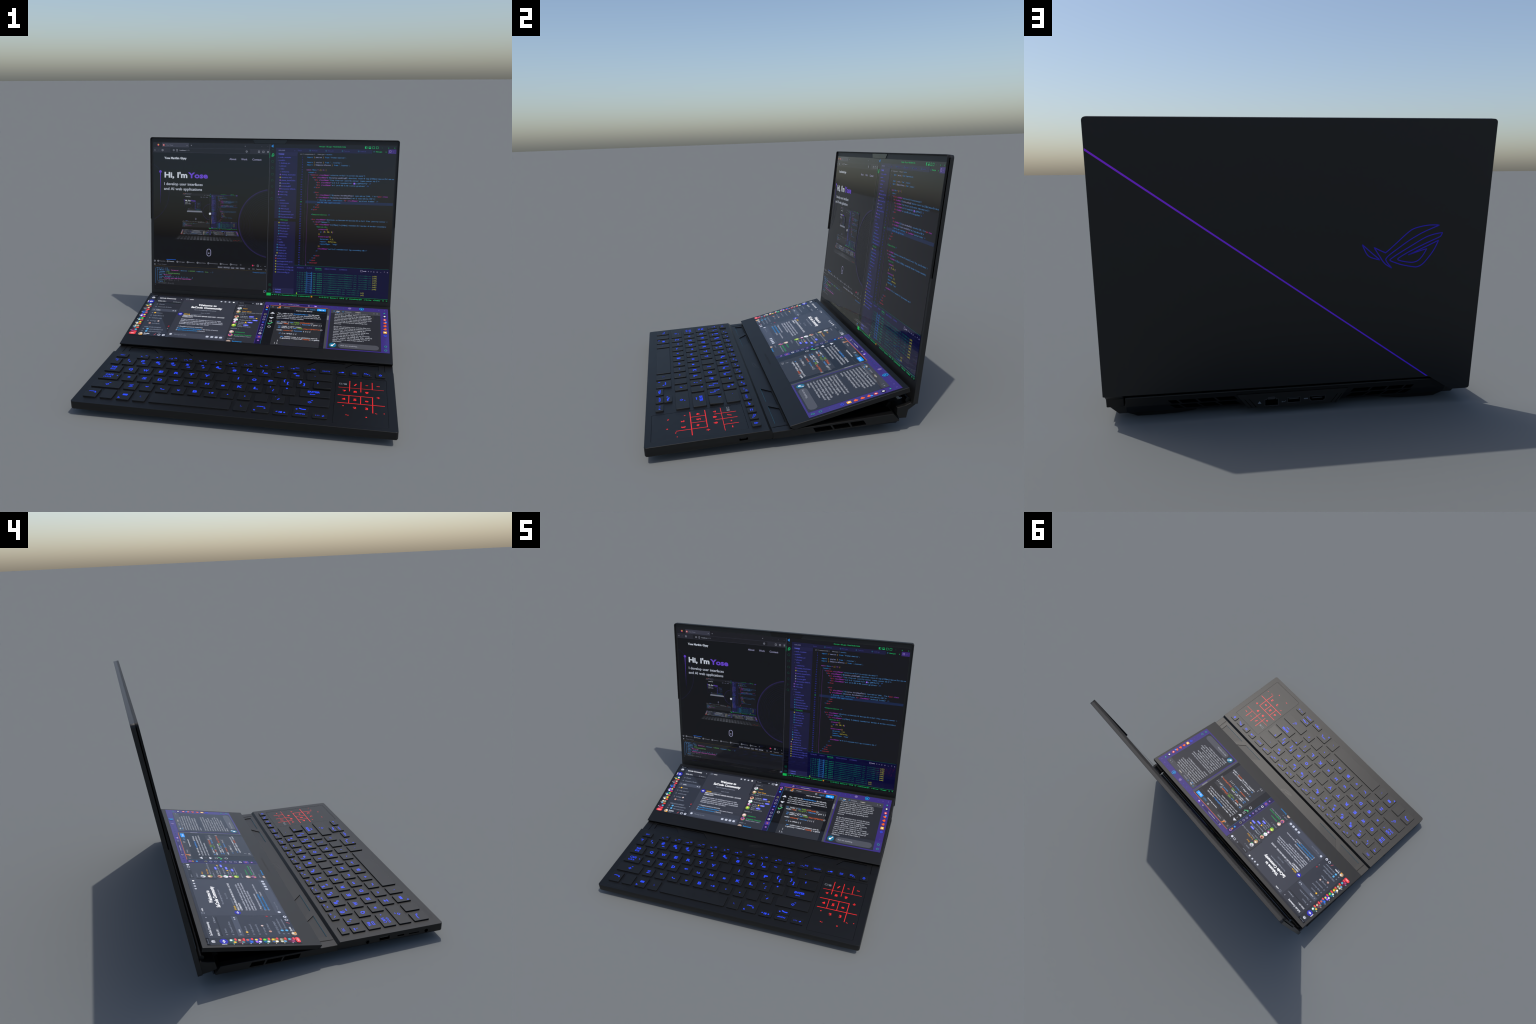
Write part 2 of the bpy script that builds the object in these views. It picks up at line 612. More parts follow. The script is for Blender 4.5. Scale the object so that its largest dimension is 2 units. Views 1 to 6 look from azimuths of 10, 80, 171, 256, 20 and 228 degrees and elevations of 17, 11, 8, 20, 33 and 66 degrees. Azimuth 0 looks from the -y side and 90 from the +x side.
# slanted grooves at both ends
for sgn in (-1, 1):
    for k in range(3):
        x0 = sgn * (0.205 + 0.024 * k)
        g = [(x0, 0.042), (x0 + sgn * 0.004, 0.042), (x0 + sgn * 0.042, 0.088), (x0 + sgn * 0.038, 0.088)]
        cut.append(loft_data([[(x, y, z) for x, z in g] for y in (0.6245, 0.65)]))
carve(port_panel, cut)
for nm, ring, tongue in (("network_port", net, (0.103, 0.143, 0.078, 0.090)), ("usb_port", usb, (-0.028, 0.028, 0.071, 0.077)), ("display_port", hdmi, (-0.160, -0.102, 0.068, 0.073))):
    outer = ring if area(ring) > 0 else ring[::-1]
    big, small = inset(outer, -0.003), inset(outer, 0.0015)
    n = len(outer)
    v = [(x, y, z) for r, y in ((big, 0.6268), (big, 0.6285), (small, 0.6285), (small, 0.6268)) for x, z in r]
    f = [(k * n + i, k * n + (i + 1) % n, ((k + 1) % 4) * n + (i + 1) % n, ((k + 1) % 4) * n + i) for k in range(4) for i in range(n)]
    t = block(tongue[0], tongue[1], 0.600, 0.622, tongue[2], tongue[3])
    make(nm, mesh_from(nm, *join_data([(v, f), t])), port_panel, [METAL])
marks = Canvas(lambda x, z, h: (x, 0.6277 + h, z), 0.0)
marks.poly("port_mark", [(0.199, 0.060), (0.179, 0.060), (0.189, 0.074)], "#6a7078", 1)
marks.stroke("port_mark", [(0.064, 0.063), (0.050, 0.063), (0.044, 0.068)], 0.003, "#5a6068", 1)
marks.disc("port_mark", 0.064, 0.063, 0.004, "#5a6068", 1, 10)
marks.rect("port_mark", -0.078, 0.069, -0.056, 0.075, "#5a6068", 1)
marks.build(port_panel, 0.5)

# ------------------------------------------------------------------ keyboard deck
DX, DF = 0.9965, -0.8605


def deck_ring(h, d):
    back = -0.185 + 0.018 * min(1.0, -h / 0.0175)
    pts = fillet([(-DX, DF, 0.016), (DX, DF, 0.016), (DX, back, 0.0015), (-DX, back, 0.0015)], 6)
    pts = inset(pts, d)
    return [deck(x, y, h) for x, y in pts]


rings = [deck_ring(-0.0545, 0.016), deck_ring(-0.0520, 0.006), deck_ring(-0.0460, 0.0), deck_ring(-0.0175, 0.0), deck_ring(-0.0018, 0.0), deck_ring(-0.0005, 0.0005), deck_ring(0.0, 0.0018)]
keyboard_deck = make("keyboard_deck", loft("keyboard_deck", rings), laptop, [BODY])
PAD = (0.6215, 0.9440, -0.8245, -0.2925)  # touchpad x0, x1, y0, y1
cut = []
pocket = fillet([(PAD[0], PAD[2], 0.008), (PAD[1], PAD[2], 0.008), (PAD[1], PAD[3], 0.008), (PAD[0], PAD[3], 0.008)], 4)
cut.append(loft_data([[deck(x, y, h) for x, y in inset(pocket, -0.0016)] for h in (-0.006, 0.02)]))
L, R = -1.0, 1.0
for y, z, r in ((-0.358, 0.0770, 0.0115), (-0.748, 0.0685, 0.0118)):
    cut.append(tube((-1.02, y, z), (-0.965, y, z), r, 24))
cut.append(block(-1.02, -0.965, -0.503, -0.437, 0.0675, 0.0905))           # type A socket
cut.append(loft_data([[(x, y, z) for y, z in fillet([(-0.600, 0.0690, 0.004), (-0.555, 0.0702, 0.004), (-0.555, 0.0802, 0.004), (-0.600, 0.0790, 0.004)], 4)] for x in (-1.02, -0.965)]))
cut.append(loft_data([[(x, y, z) for y, z in ((-0.700, 0.0670), (-0.631, 0.0688), (-0.631, 0.0748), (-0.700, 0.0730))] for x in (-1.02, -0.965)]))
cut.append(loft_data([[(x, y, z) for y, z in fillet([(-0.354, 0.0745, 0.0055), (-0.306, 0.0757, 0.0055), (-0.306, 0.0907, 0.0055), (-0.354, 0.0895, 0.0055)], 4)] for x in (0.965, 1.02)]))
carve(keyboard_deck, cut)
soften(keyboard_deck.data, 30)

# socket fittings on the flanks
make("usb_socket", mesh_from("usb_socket", *join_data([block(-0.990, -0.968, -0.497, -0.443, 0.0800, 0.0865), block(-0.9962, -0.9948, -0.507, -0.433, 0.0650, 0.0672), block(-0.9962, -0.9948, -0.507, -0.433, 0.0908, 0.0925)])), keyboard_deck, [METAL])
make("type_c_socket", mesh_from("type_c_socket", *block(-0.990, -0.968, -0.592, -0.563, 0.0735, 0.0757)), keyboard_deck, [METAL])
make("type_c_socket", mesh_from("type_c_socket", *block(0.968, 0.988, -0.346, -0.314, 0.0816, 0.0846)), keyboard_deck, [METAL])
collar = []
for k in range(24):
    a = 2 * math.pi * k / 24
    collar.append((math.cos(a), math.sin(a)))
v = [(x, -0.3605 + r * c, 0.0760 + r * s) for x, r in ((-0.9955, 0.0150), (-0.9985, 0.0142), (-0.9985, 0.0118), (-0.9955, 0.0112)) for c, s in collar]
f = [(k * 24 + i, k * 24 + (i + 1) % 24, (k + 1) * 24 + (i + 1) % 24, (k + 1) * 24 + i) for k in range(3) for i in range(24)]
make("power_socket", mesh_from("power_socket", v, f), keyboard_deck, [BODY], 40)

# ------------------------------------------------------------------ touchpad with its lit number grid
touchpad = make("touchpad", loft("touchpad", [[deck(x, y, h) for x, y in inset(pocket, d)] for h, d in ((-0.0055, 0.0008), (-0.0012, 0.0008), (-0.0004, 0.0016))]), keyboard_deck, [PADMAT])
RED, GREY = "#f62222", "#80858a"
pad = Canvas(deck, -0.0004)
n = "number_grid"


def pad_line(x0, y0, x1, y1, w):
    pad.stroke(n, [(x0, y0), (x1, y1)], w * 0.88, RED, 1)


pad_line(0.640, -0.421, 0.926, -0.421, 0.0028)
for x, y0, y1 in ((0.854, -0.421, -0.336), (0.7825, -0.463, -0.335), (0.711, -0.462, -0.334)):
    pad_line(x, y0, x, y1, 0.0048)
pad_line(0.640, -0.5135, 0.858, -0.5135, 0.0048)
pad_line(0.641, -0.6015, 0.927, -0.6015, 0.0052)
pad_line(0.8545, -0.688, 0.8545, -0.511, 0.0052)
pad_line(0.782, -0.6015, 0.782, -0.5135, 0.0048)
pad_line(0.7095, -0.6015, 0.7095, -0.5135, 0.0048)
# what the worn marking leaves of each figure: sub-box of the glyph that shows
for c, x, y, crop in (("7", 0.678, -0.463, (0, 1, 0.3, 1)), ("8", 0.747, -0.464, (0, 1, 0.1, 1)), ("9", 0.820, -0.464, (0, 1, 0, 0.9)), ("4", 0.678, -0.557, (0, 1, 0.1, 0.95)), ("5", 0.747, -0.556, None), ("6", 0.819, -0.560, (0, 1, 0, 0.6)),
                      ("1", 0.677, -0.641, (0, 1, 0.6, 1)), ("2", 0.747, -0.648, (0, 1, 0.1, 0.9)), ("3", 0.818, -0.646, (0.1, 1, 0, 1)), ("/", 0.747, -0.378, None), ("*", 0.820, -0.383, None)):
    pad.text(n, x, y - 0.011, c, 0.024, RED, 1, bold=2, align="c", w=0.021 if c not in "/*" else 0.016, crop=crop)
pad_line(0.882, -0.376, 0.902, -0.376, 0.006)
pad_line(0.880, -0.512, 0.900, -0.512, 0.006)
pad_line(0.890, -0.502, 0.890, -0.522, 0.006)
for x, y, r in ((0.816, -0.736, 0.005), (0.709, -0.731, 0.0035), (0.698, -0.729, 0.0035), (0.921, -0.683, 0.0035)):
    pad.disc(n, x, y, r, RED, 1, 10)
pad.stroke(n, [(0.868, -0.688), (0.880, -0.692)], 0.004, RED, 1)
pad.stroke("touchpad_mark", [(0.644, -0.370), (0.660, -0.370), (0.660, -0.384), (0.644, -0.384)], 0.003, GREY, 1, True)
pad.stroke("touchpad_mark", [(0.666, -0.386), (0.671, -0.368)], 0.002, GREY, 1)
for k in range(3):
    pad.rect("touchpad_mark", 0.675, -0.386 + 0.006 * k, 0.692, -0.382 + 0.006 * k, GREY, 1)
pad.build(touchpad, 0.5)

# ------------------------------------------------------------------ keys
BLUE = "#2448ff"
KEY_MESH = {}
DECK_ROT = Matrix.Rotation(math.atan(DECK), 4, "X")
legend = Canvas(deck, KEY_H)
LG = "key_legend"


def keycap(w, d):
    k = (round(w, 3), round(d, 3))
    if k not in KEY_MESH:
        base = rounded_rect(w, d, 0.0050)
        me = loft("keycap", [[(x, y, z) for x, y in inset(base, i)] for z, i in ((-0.001, 0.0), (KEY_H - 0.0014, 0.0), (KEY_H - 0.0004, 0.0004), (KEY_H, 0.0014))])
        me.materials.append(KEYCAP)
        soften(me, 50)
        KEY_MESH[k] = me
    return KEY_MESH[k]


def key(x0, x1, y0, y1, tilt=0.0, lift=0.0):
    x0, x1, y0, y1 = x0 - 0.0012, x1 + 0.0012, y0 - 0.0016, y1 + 0.0010
    ob = make("key", keycap(x1 - x0, y1 - y0), keyboard_deck)
    ob.matrix_world = Matrix.Translation(deck((x0 + x1) / 2, (y0 + y1) / 2, lift)) @ DECK_ROT @ Matrix.Rotation(tilt, 4, "X")
    return (x0 + x1) / 2, (y0 + y1) / 2


def mark(x, y, s, cap, w=None, crop=None, bold=2):
    legend.text(LG, x, y - cap / 2, s, cap, BLUE, 1, w=w, bold=bold, align="c", crop=crop)


ROW = {"fn": (-0.2695, -0.2215), "num": (-0.3715, -0.2930), "top": (-0.4735, -0.3955), "mid": (-0.5750, -0.4970), "low": (-0.6770, -0.5990), "end": (-0.7970, -0.7020)}
PITCH, KW, KL, KR = 0.1070, 0.0795, -0.9400, 0.5930
FULL = None

# number row: shifted sign at the back left, digit in the middle; only fragments of some remain
y0, y1 = ROW["num"]
cx, cy = key(KL, -0.8805, y0, y1)
mark(cx - 0.004, cy + 0.024, "~", 0.030, 0.022)
mark(cx + 0.002, cy - 0.004, "'", 0.022, 0.006)
signs = "!@#$%^&*()-+"
for i, (sg, dg, crop) in enumerate(zip(signs, "1234567890 =", ((0, 1, 0.5, 1), (0, 1, 0.0, 0.3), (0, 1, 0.3, 1), (0, 1, 0.4, 1), (0, 1, 0, 0.45), (0, 0.6, 0.3, 1), (0, 1, 0.55, 1), FULL, (0, 1, 0.3, 1), FULL, FULL, FULL))):
    x = -0.857 + 0.1073 * i
    cx, cy = key(x, x + KW, y0, y1)
    if sg in "@#$%&":
        mark(cx - 0.012, cy + 0.022, sg, 0.024, 0.028 if sg == "@" else 0.022)
    elif sg in "()":
        mark(cx - 0.018, cy + 0.022, sg, 0.026, 0.010)
    elif sg in "-+":
        mark(cx - 0.016, cy + 0.022, sg, 0.024, 0.024)
    elif sg == "!":
        mark(cx - 0.012, cy + 0.022, sg, 0.024, 0.009)
    else:
        mark(cx - 0.012, cy + 0.022, sg, 0.022, 0.018)
    if dg == "0":
        mark(cx + 0.004, cy - 0.006, "=", 0.026, 0.028)
    elif dg.strip():
        mark(cx + 0.004, cy - 0.004, dg, 0.026, 0.026, crop)
cx, cy = key(0.4305, KR, y0, y1)
legend.disc(LG, cx - 0.030, cy + 0.006, 0.0022, BLUE, 1, 8)

# letter rows; the crop is the part of the glyph that shows
y0, y1 = ROW["top"]
cx, cy = key(KL, -0.8310, y0, y1)
mark(cx - 0.004, cy + 0.016, "TAB", 0.019, 0.040)
for dy, sh in ((-0.006, 0.000), (-0.017, 0.004)):
    legend.stroke(LG, [(cx - 0.018, cy + dy), (cx + 0.012, cy + dy)], 0.004, BLUE, 1)
legend.rect(LG, cx - 0.020, cy - 0.021, cx - 0.016, cy - 0.002, BLUE, 1)
legend.rect(LG, cx + 0.011, cy - 0.021, cx + 0.015, cy - 0.008, BLUE, 1)
for i, c in enumerate("QWERTYUIOP{}"):
    x = -0.802 + PITCH * i
    cx, cy = key(x, x + KW, y0, y1)
    if c in "{}":
        mark(cx - 0.018, cy + 0.022, c, 0.026, 0.013)
        mark(cx + 0.006, cy - 0.004, "[" if c == "{" else "]", 0.026, 0.013)
    elif c != "U":
        mark(cx - 0.002, cy + 0.002, c, 0.026, {"I": 0.010, "W": 0.034}.get(c, 0.030))
cx, cy = key(0.4830, KR, y0 - 0.002, y1, tilt=-0.060, lift=0.0030)
legend.stroke(LG, [(cx - 0.032, cy + 0.010), (cx - 0.032, cy + 0.034)], 0.0075, BLUE, 4)

y0, y1 = ROW["mid"]
cx, cy = key(KL, -0.8060, y0, y1)
mark(cx - 0.006, cy + 0.013, "CAPS", 0.020, 0.056, bold=1)
mark(cx - 0.010, cy - 0.011, "LOCK", 0.020, 0.056, (0, 1, 0, 0.75), bold=1)
legend.disc(LG, cx + 0.052, cy + 0.006, 0.0045, BLUE, 1, 10)
MIDCROP = {"A": (0.2, 0.8, 0.2, 0.8), "S": (0, 1, 0, 0.95), "F": (0, 1, 0.5, 1), "G": (0, 1, 0, 0.62), "H": (0, 1, 0.12, 0.9), "J": (0, 1, 0, 0.6)}
for i, c in enumerate("ASDFGHJKL;"):
    x = -0.775 + PITCH * i
    cx, cy = key(x, x + KW, y0, y1)
    if c == ";":
        mark(cx - 0.018, cy + 0.024, "'", 0.020, 0.007)
        mark(cx + 0.004, cy, ";", 0.026, 0.009, (0, 1, -0.4, 0.4))
        legend.disc(LG, cx + 0.006, cy + 0.004, 0.004, BLUE, 1, 8)
    else:
        mark(cx - 0.002, cy + 0.002, c, 0.026, 0.030, MIDCROP.get(c))
cx, cy = key(0.2945, 0.3745, y0, y1)
mark(cx - 0.018, cy + 0.022, '"', 0.026, 0.012)
cx, cy = key(0.4045, KR, y0, y1)
mark(cx - 0.010, cy + 0.014, "ENTER", 0.020, 0.076)
legend.stroke(LG, [(cx - 0.028, cy - 0.015), (cx + 0.002, cy - 0.015)], 0.005, BLUE, 1)
legend.poly(LG, [(cx - 0.034, cy - 0.015), (cx - 0.024, cy - 0.008), (cx - 0.024, cy - 0.022)], BLUE, 1)


def shift_arrow(cx, cy):
    legend.stroke(LG, [(cx - 0.012, cy - 0.004), (cx, cy - 0.014), (cx + 0.010, cy - 0.004), (cx, cy + 0.004)], 0.005, BLUE, 1, True)
    legend.stroke(LG, [(cx + 0.006, cy + 0.014), (cx + 0.018, cy + 0.016)], 0.0045, BLUE, 1)


y0, y1 = ROW["low"]
cx, cy = key(KL, -0.7490, y0, y1)
shift_arrow(cx + 0.002, cy)
LOWCROP = {"X": (0.15, 0.85, 0.45, 0.85), "C": (0, 1, 0, 0.5), "V": (0.1, 0.9, 0, 0.55), "N": (0, 0.55, 0.1, 0.5), "M": (0.3, 0.6, 0.2, 0.55)}
for i, c in enumerate("ZXCVBNM,./"):
    x = -0.721 + 0.1068 * i
    cx, cy = key(x, x + KW, y0, y1)
    if c == ",":
        legend.disc(LG, cx + 0.002, cy - 0.002, 0.0045, BLUE, 1, 8)
    elif c == "/":
        legend.stroke(LG, [(cx - 0.006, cy - 0.008), (cx + 0.006, cy + 0.006)], 0.006, BLUE, 1)
        legend.disc(LG, cx - 0.020, cy + 0.022, 0.002, BLUE, 1, 6)
    elif c == "N":
        legend.disc(LG, cx + 0.006, cy + 0.002, 0.008, BLUE, 1, 10)
        legend.disc(LG, cx - 0.012, cy, 0.0045, BLUE, 1, 10)
    elif c == "M":
        legend.disc(LG, cx - 0.002, cy, 0.0048, BLUE, 1, 8)
    elif c != ".":
        mark(cx - 0.002, cy + 0.002, c, 0.026, 0.030, LOWCROP.get(c), bold=1 if c == "Z" else 2)
cx, cy = key(0.3520, KR, y0, y1)
shift_arrow(cx + 0.002, cy)

y0, y1 = ROW["end"]
cx, cy = key(KL, -0.8565, y0, y1)
mark(cx - 0.002, cy + 0.006, "CTRL", 0.020, 0.050, (0, 1, 0.55, 1))
legend.disc(LG, cx + 0.020, cy + 0.002, 0.006, BLUE, 1, 8)
key(-0.8285, -0.7495, y0, y1)
cx, cy = key(-0.7200, -0.6395, y0, y1)
legend.rect(LG, cx - 0.015, cy - 0.004, cx + 0.017, cy + 0.014, BLUE, 1, 0.003)
mark(cx - 0.028, cy - 0.030, "fn", 0.014, 0.014)
cx, cy = key(-0.6130, -0.5355, y0, y1)
legend.stroke(LG, [(cx - 0.004, cy + 0.008), (cx - 0.004, cy - 0.006), (cx + 0.006, cy - 0.006)], 0.003, "#1b2fae", 1)
key(-0.5070, -0.0005, y0, y1)
cx, cy = key(0.0250, 0.1075, y0, y1)
legend.stroke(LG, [(cx - 0.004, cy + 0.008), (cx - 0.004, cy - 0.006), (cx + 0.008, cy - 0.006)], 0.003, "#1b2fae", 1)
cx, cy = key(0.1370, 0.2420, y0, y1)
mark(cx - 0.002, cy + 0.006, "CTRL", 0.020, 0.054, (0, 1, 0.55, 1))
legend.disc(LG, cx + 0.022, cy - 0.002, 0.006, BLUE, 1, 8)
mark(cx - 0.036, cy - 0.028, "fn", 0.014, 0.012)
ax0, ax1 = (-0.8000, -0.7540), (-0.7480, -0.7010)
for x0, x1, (a, b), kind in ((0.2680, 0.3580, ax0, 0), (0.3850, 0.4740, ax1, 1), (0.3845, 0.4740, ax0, 2), (0.5025, 0.5875, ax0, 3)):
    cx, cy = key(x0, x1, a, b)
    if kind == 0:
        legend.stroke(LG, [(cx - 0.030, cy + 0.002), (cx - 0.020, cy + 0.006)], 0.006, BLUE, 1)
        legend.rect(LG, cx - 0.012, cy - 0.008, cx - 0.006, cy + 0.008, BLUE, 1)
        legend.rect(LG, cx - 0.003, cy - 0.008, cx + 0.008, cy + 0.008, BLUE, 1)
        legend.disc(LG, cx + 0.022, cy, 0.006, BLUE, 1, 8)
    elif kind == 1:
        legend.disc(LG, cx - 0.026, cy - 0.004, 0.006, BLUE, 1, 8)
        legend.stroke(LG, [(cx - 0.012, cy + 0.008), (cx - 0.004, cy + 0.003), (cx + 0.008, cy - 0.002), (cx + 0.030, cy - 0.002)], 0.009, BLUE, 1)
    elif kind == 2:
        mark(cx, cy, "vPGDN", 0.015, 0.058, (0, 1, 0.2, 1), bold=1)
    else:
        for k in range(3):
            legend.rect(LG, cx - 0.026 + 0.010 * k, cy - 0.004, cx - 0.022 + 0.010 * k, cy + 0.006, "#1b2fae", 1)
        legend.stroke(LG, [(cx + 0.014, cy - 0.004), (cx + 0.026, cy + 0.003)], 0.008, BLUE, 1)

# function row
y0, y1 = ROW["fn"]
cx, cy = key(-0.9380, -0.8600, y0, y1)
mark(cx, cy, "ESC", 0.014, 0.034, bold=0)
for i in range(12):
    x = -0.7855 + 0.1079 * i
    cx, cy = key(x, x + KW, y0, y1)
    mark(cx + 0.022, cy + 0.010, "F%d" % (i + 1), 0.013, 0.018 if i < 9 else 0.026, FULL if i in (2, 4, 8, 10, 11) else (0, 1, 0.35, 1), bold=1)
    k = i % 4
    if k == 0:
        legend.stroke(LG, [(cx - 0.018, cy + 0.004), (cx - 0.012, cy - 0.006), (cx - 0.002, cy - 0.006)], 0.004, BLUE, 1)
    elif k == 1:
        legend.poly(LG, [(cx - 0.012, cy - 0.004), (cx + 0.004, cy - 0.004), (cx - 0.004, cy + 0.006)], BLUE, 1)
    elif k == 2:
        legend.disc(LG, cx - 0.002, cy - 0.002, 0.006, BLUE, 1, 8)
        legend.rect(LG, cx - 0.022, cy - 0.004, cx - 0.012, cy - 0.001, BLUE, 1)
    else:
        for q in range(3):
            legend.disc(LG, cx - 0.018 + 0.011 * q, cy - 0.004 + 0.004 * (q % 2), 0.003, BLUE, 1, 8)
cx, cy = key(0.5095, 0.5905, y0, y1)
mark(cx, cy - 0.002, "DELETE", 0.011, 0.052, bold=0)
for i, x in enumerate((0.6225, 0.7080, 0.7935, 0.8785)):
    cx, cy = key(x, x + 0.0590, y0, y1)
    if i == 0:
        legend.disc(LG, cx + 0.008, cy, 0.010, BLUE, 1, 10, 0.007)
        legend.rect(LG, cx - 0.018, cy - 0.006, cx - 0.004, cy - 0.002, BLUE, 1)
    elif i == 1:
        for q in range(2):
            legend.rect(LG, cx - 0.013, cy - 0.008 + 0.011 * q, cx + 0.013, cy - 0.004 + 0.011 * q, BLUE, 1)
    elif i == 2:
        legend.stroke(LG, [(cx - 0.020, cy + 0.012), (cx - 0.006, cy + 0.012), (cx - 0.006, cy + 0.002), (cx - 0.020, cy + 0.002)], 0.004, BLUE, 1, True)
        legend.stroke(LG, [(cx - 0.002, cy - 0.006), (cx + 0.006, cy + 0.006)], 0.005, BLUE, 1)
        legend.stroke(LG, [(cx + 0.010, cy - 0.008), (cx + 0.018, cy - 0.006)], 0.005, BLUE, 1)
    else:
        legend.ring(LG, cx, cy - 0.001, 0.008, 0.004, BLUE, 1, 12)
        legend.rect(LG, cx - 0.002, cy, cx + 0.002, cy + 0.012, BLUE, 1)
legend.build(keyboard_deck, 0.5)

# faint print at the front left corner and a faint emblem in the strip
faint = Canvas(deck, 0.0)
for k, (a, b) in enumerate(((-0.925, -0.775), (-0.930, -0.750), (-0.910, -0.790))):
    faint.text("corner_print", a, -0.824 - 0.0085 * k, "precision sound dual display", 0.0045, "#20262c", 1, w=b - a)
faint.build(keyboard_deck, 0.5)

# ------------------------------------------------------------------ second display, raised on arms
prof = fillet([(0.012, -0.0225, 0.004), (0.032, -0.0290, 0), (0.7090, -0.0290, 0.002), (0.7090, 0.0, 0.0022), (0.0, 0.0, 0.0022), (0.0, -0.0085, 0.006)], 3)


def panel_ring(x, e):
    p = inset(prof, e)
    return [slant(x, w, h) for w, h in p]


second_display = make("second_display", loft("second_display", [panel_ring(-0.9975, 0.0022), panel_ring(-0.9968, 0.0007), panel_ring(-0.9953, 0.0), panel_ring(0.9953, 0.0), panel_ring(0.9968, 0.0007), panel_ring(0.9975, 0.0022)]), laptop, [BODY], 30)
bez = Canvas(slant, 0.0)
bez.text("bezel_lettering", -0.107, 0.052, "ROG ZEPHYRUS", 0.0135, "#030303", 1, w=0.21, bold=0)
bez.build(second_display, 0.6)

emb = Canvas(strip, 0.0)
for k, pts in enumerate((((0.062, -0.090), (0.045, -0.112), (0.020, -0.120), (-0.010, -0.124), (-0.050, -0.122)), ((0.058, -0.086), (0.030, -0.103), (0.000, -0.109), (-0.048, -0.114)), ((0.020, -0.096), (-0.005, -0.104), (-0.030, -0.106)))):
    emb.stroke("strip_emblem", pts, 0.0022, "#2a2a2a", 1)
emb.build(chassis, 0.4)

arms = []
for sgn in (-1, 1):
    a, b = sorted((sgn * 0.55, sgn * 0.60))
    arms.append(prism_x([(0.380, 0.110), (0.420, 0.110), (0.520, 0.222), (0.470, 0.212)], a, b, 0.001))
make("support_arm", mesh_from("support_arm", *join_data(arms)), laptop, [RUBBER], 30)

# ------------------------------------------------------------------ hinges
right = fillet([(0.548, 0.115, 0.004), (0.561, 0.0895, 0.003), (0.606, 0.0870, 0.003), (0.618, 0.1340, 0.004), (0.668, 0.166, 0.003), (0.634, 0.176, 0.003), (0.600, 0.1635, 0.01), (0.551, 0.156, 0.004)], 3)
make("hinge", mesh_from("hinge", *prism_x(right, 0.9015, 0.9925, 0.004)), laptop, [BODY], 30)
left = fillet([(0.547, 0.110, 0.004), (0.580, 0.098, 0.0), (0.640, 0.090, 0.004), (0.655, 0.120, 0.0), (0.660, 0.166, 0.0), (0.634, 0.178, 0.003), (0.600, 0.166, 0.01), (0.557, 0.156, 0.004)], 3)
make("hinge", mesh_from("hinge", *prism_x(left, -0.9900, -0.8900, 0.004)), laptop, [BODY], 30)
make("hinge_shaft", mesh_from("hinge_shaft", *join_data([tube((0.885, 0.628, 0.183), (0.965, 0.628, 0.183), 0.0165, 24), tube((-0.965, 0.628, 0.183), (-0.885, 0.628, 0.183), 0.0165, 24), tube((-0.87, 0.624, 0.170), (0.87, 0.624, 0.170), 0.015, 24)])), laptop, [BODY], 40)

# ------------------------------------------------------------------ lid
outline = fillet([(1.0, 0.0, 0.003), (1.0, 1.399, 0.018), (-1.0, 1.399, 0.018), (-1.0, -0.0855, 0.016), (-0.887, -0.0855, 0.006), (-0.758, 0.0, 0.004)], 6)
lid_shell = make("lid", loft("lid", [[lid(x, s, d) for x, s in inset(outline, i)] for d, i in ((-0.0030, 0.0022), (-0.0024, 0.0007), (-0.0010, 0.0), (GLASS - 0.0004, 0.0), (GLASS, 0.0004))]), laptop, [LIDBACK], 30)

# raised rim round the upper half
path = [(1.0, 0.728)] + fillet([(1.0, 0.0, 0), (1.0, 1.399, 0.018), (-1.0, 1.399, 0.018), (-1.0, 0.0, 0)], 6)[1:-1] + [(-1.0, 0.728)]
rim = []
for i, p in enumerate(path):
    a, b = path[max(i - 1, 0)], path[min(i + 1, len(path) - 1)]
    t = np.array(b) - np.array(a)
    t = t / np.linalg.norm(t)
    nrm = np.array([-t[1], t[0]])      # points inwards (path runs up the right side, round to the left)
    sec = ((0.0, GLASS - 0.006), (0.0, RIM - 0.001), (0.0008, RIM), (0.0052, RIM), (0.0062, RIM - 0.001), (0.0062, GLASS - 0.006))
    rim.append([lid(*(np.array(p) + nrm * o), d) for o, d in sec])
make("screen_rim", loft("screen_rim", rim), lid_shell, [RUBBER], 30)

cam = [(0.1365, 1.3895), (-0.1425, 1.3895), (-0.127, 1.3605), (0.115, 1.3605)]
GLOSS = ink("#0b0c0d", 0.06)
webcam = make("webcam_module", loft("webcam_module", [[lid(x, s, d) for x, s in fillet([(a, b, 0.003) for a, b in cam], 3)] for d in (GLASS - 0.001, GLASS + 0.0030)]), lid_shell, [GLOSS], 30)
lens = Canvas(lid, GLASS + 0.0030)
lens.disc("camera_lens", -0.003, 1.3755, 0.0048, "#000000", 1, 16)
lens.disc("camera_lens", -0.0045, 1.377, 0.0014, "#5a5a20", 2, 8)
lens.build(webcam, 0.1)

# stripe and emblem let into the back of the lid
BACK = lambda x, s, h: lid(x, s, -h - 0.0030)
st = [(0.9955, 1.2585), (0.9962, 1.2480), (-0.7360, 0.0070), (-0.7470, 0.0070)]
make("lid_stripe", loft("lid_stripe", [[BACK(x, s, h) for x, s in st] for h in (-0.002, 0.0006)]), lid_shell, [STRIPE])


def smooth_line(pts, sharp, steps=6):
    """Catmull-Rom through the control points of a closed outline, with sharp tips where marked."""
    pts = [np.array(p) for p in pts]
    n = len(pts)
    out = []
    for i in range(n):
        p0, p1, p2, p3 = pts[i - 1], pts[i], pts[(i + 1) % n], pts[(i + 2) % n]
        if i in sharp:
            p0 = p1
        if (i + 1) % n in sharp:
            p3 = p2
        for k in range(steps):
            t = k / steps
            out.append(0.5 * (2 * p1 + (p2 - p0) * t + (2 * p0 - 5 * p1 + 4 * p2 - p3) * t * t + (3 * p1 - p0 - 3 * p2 + p3) * t ** 3))
    return out


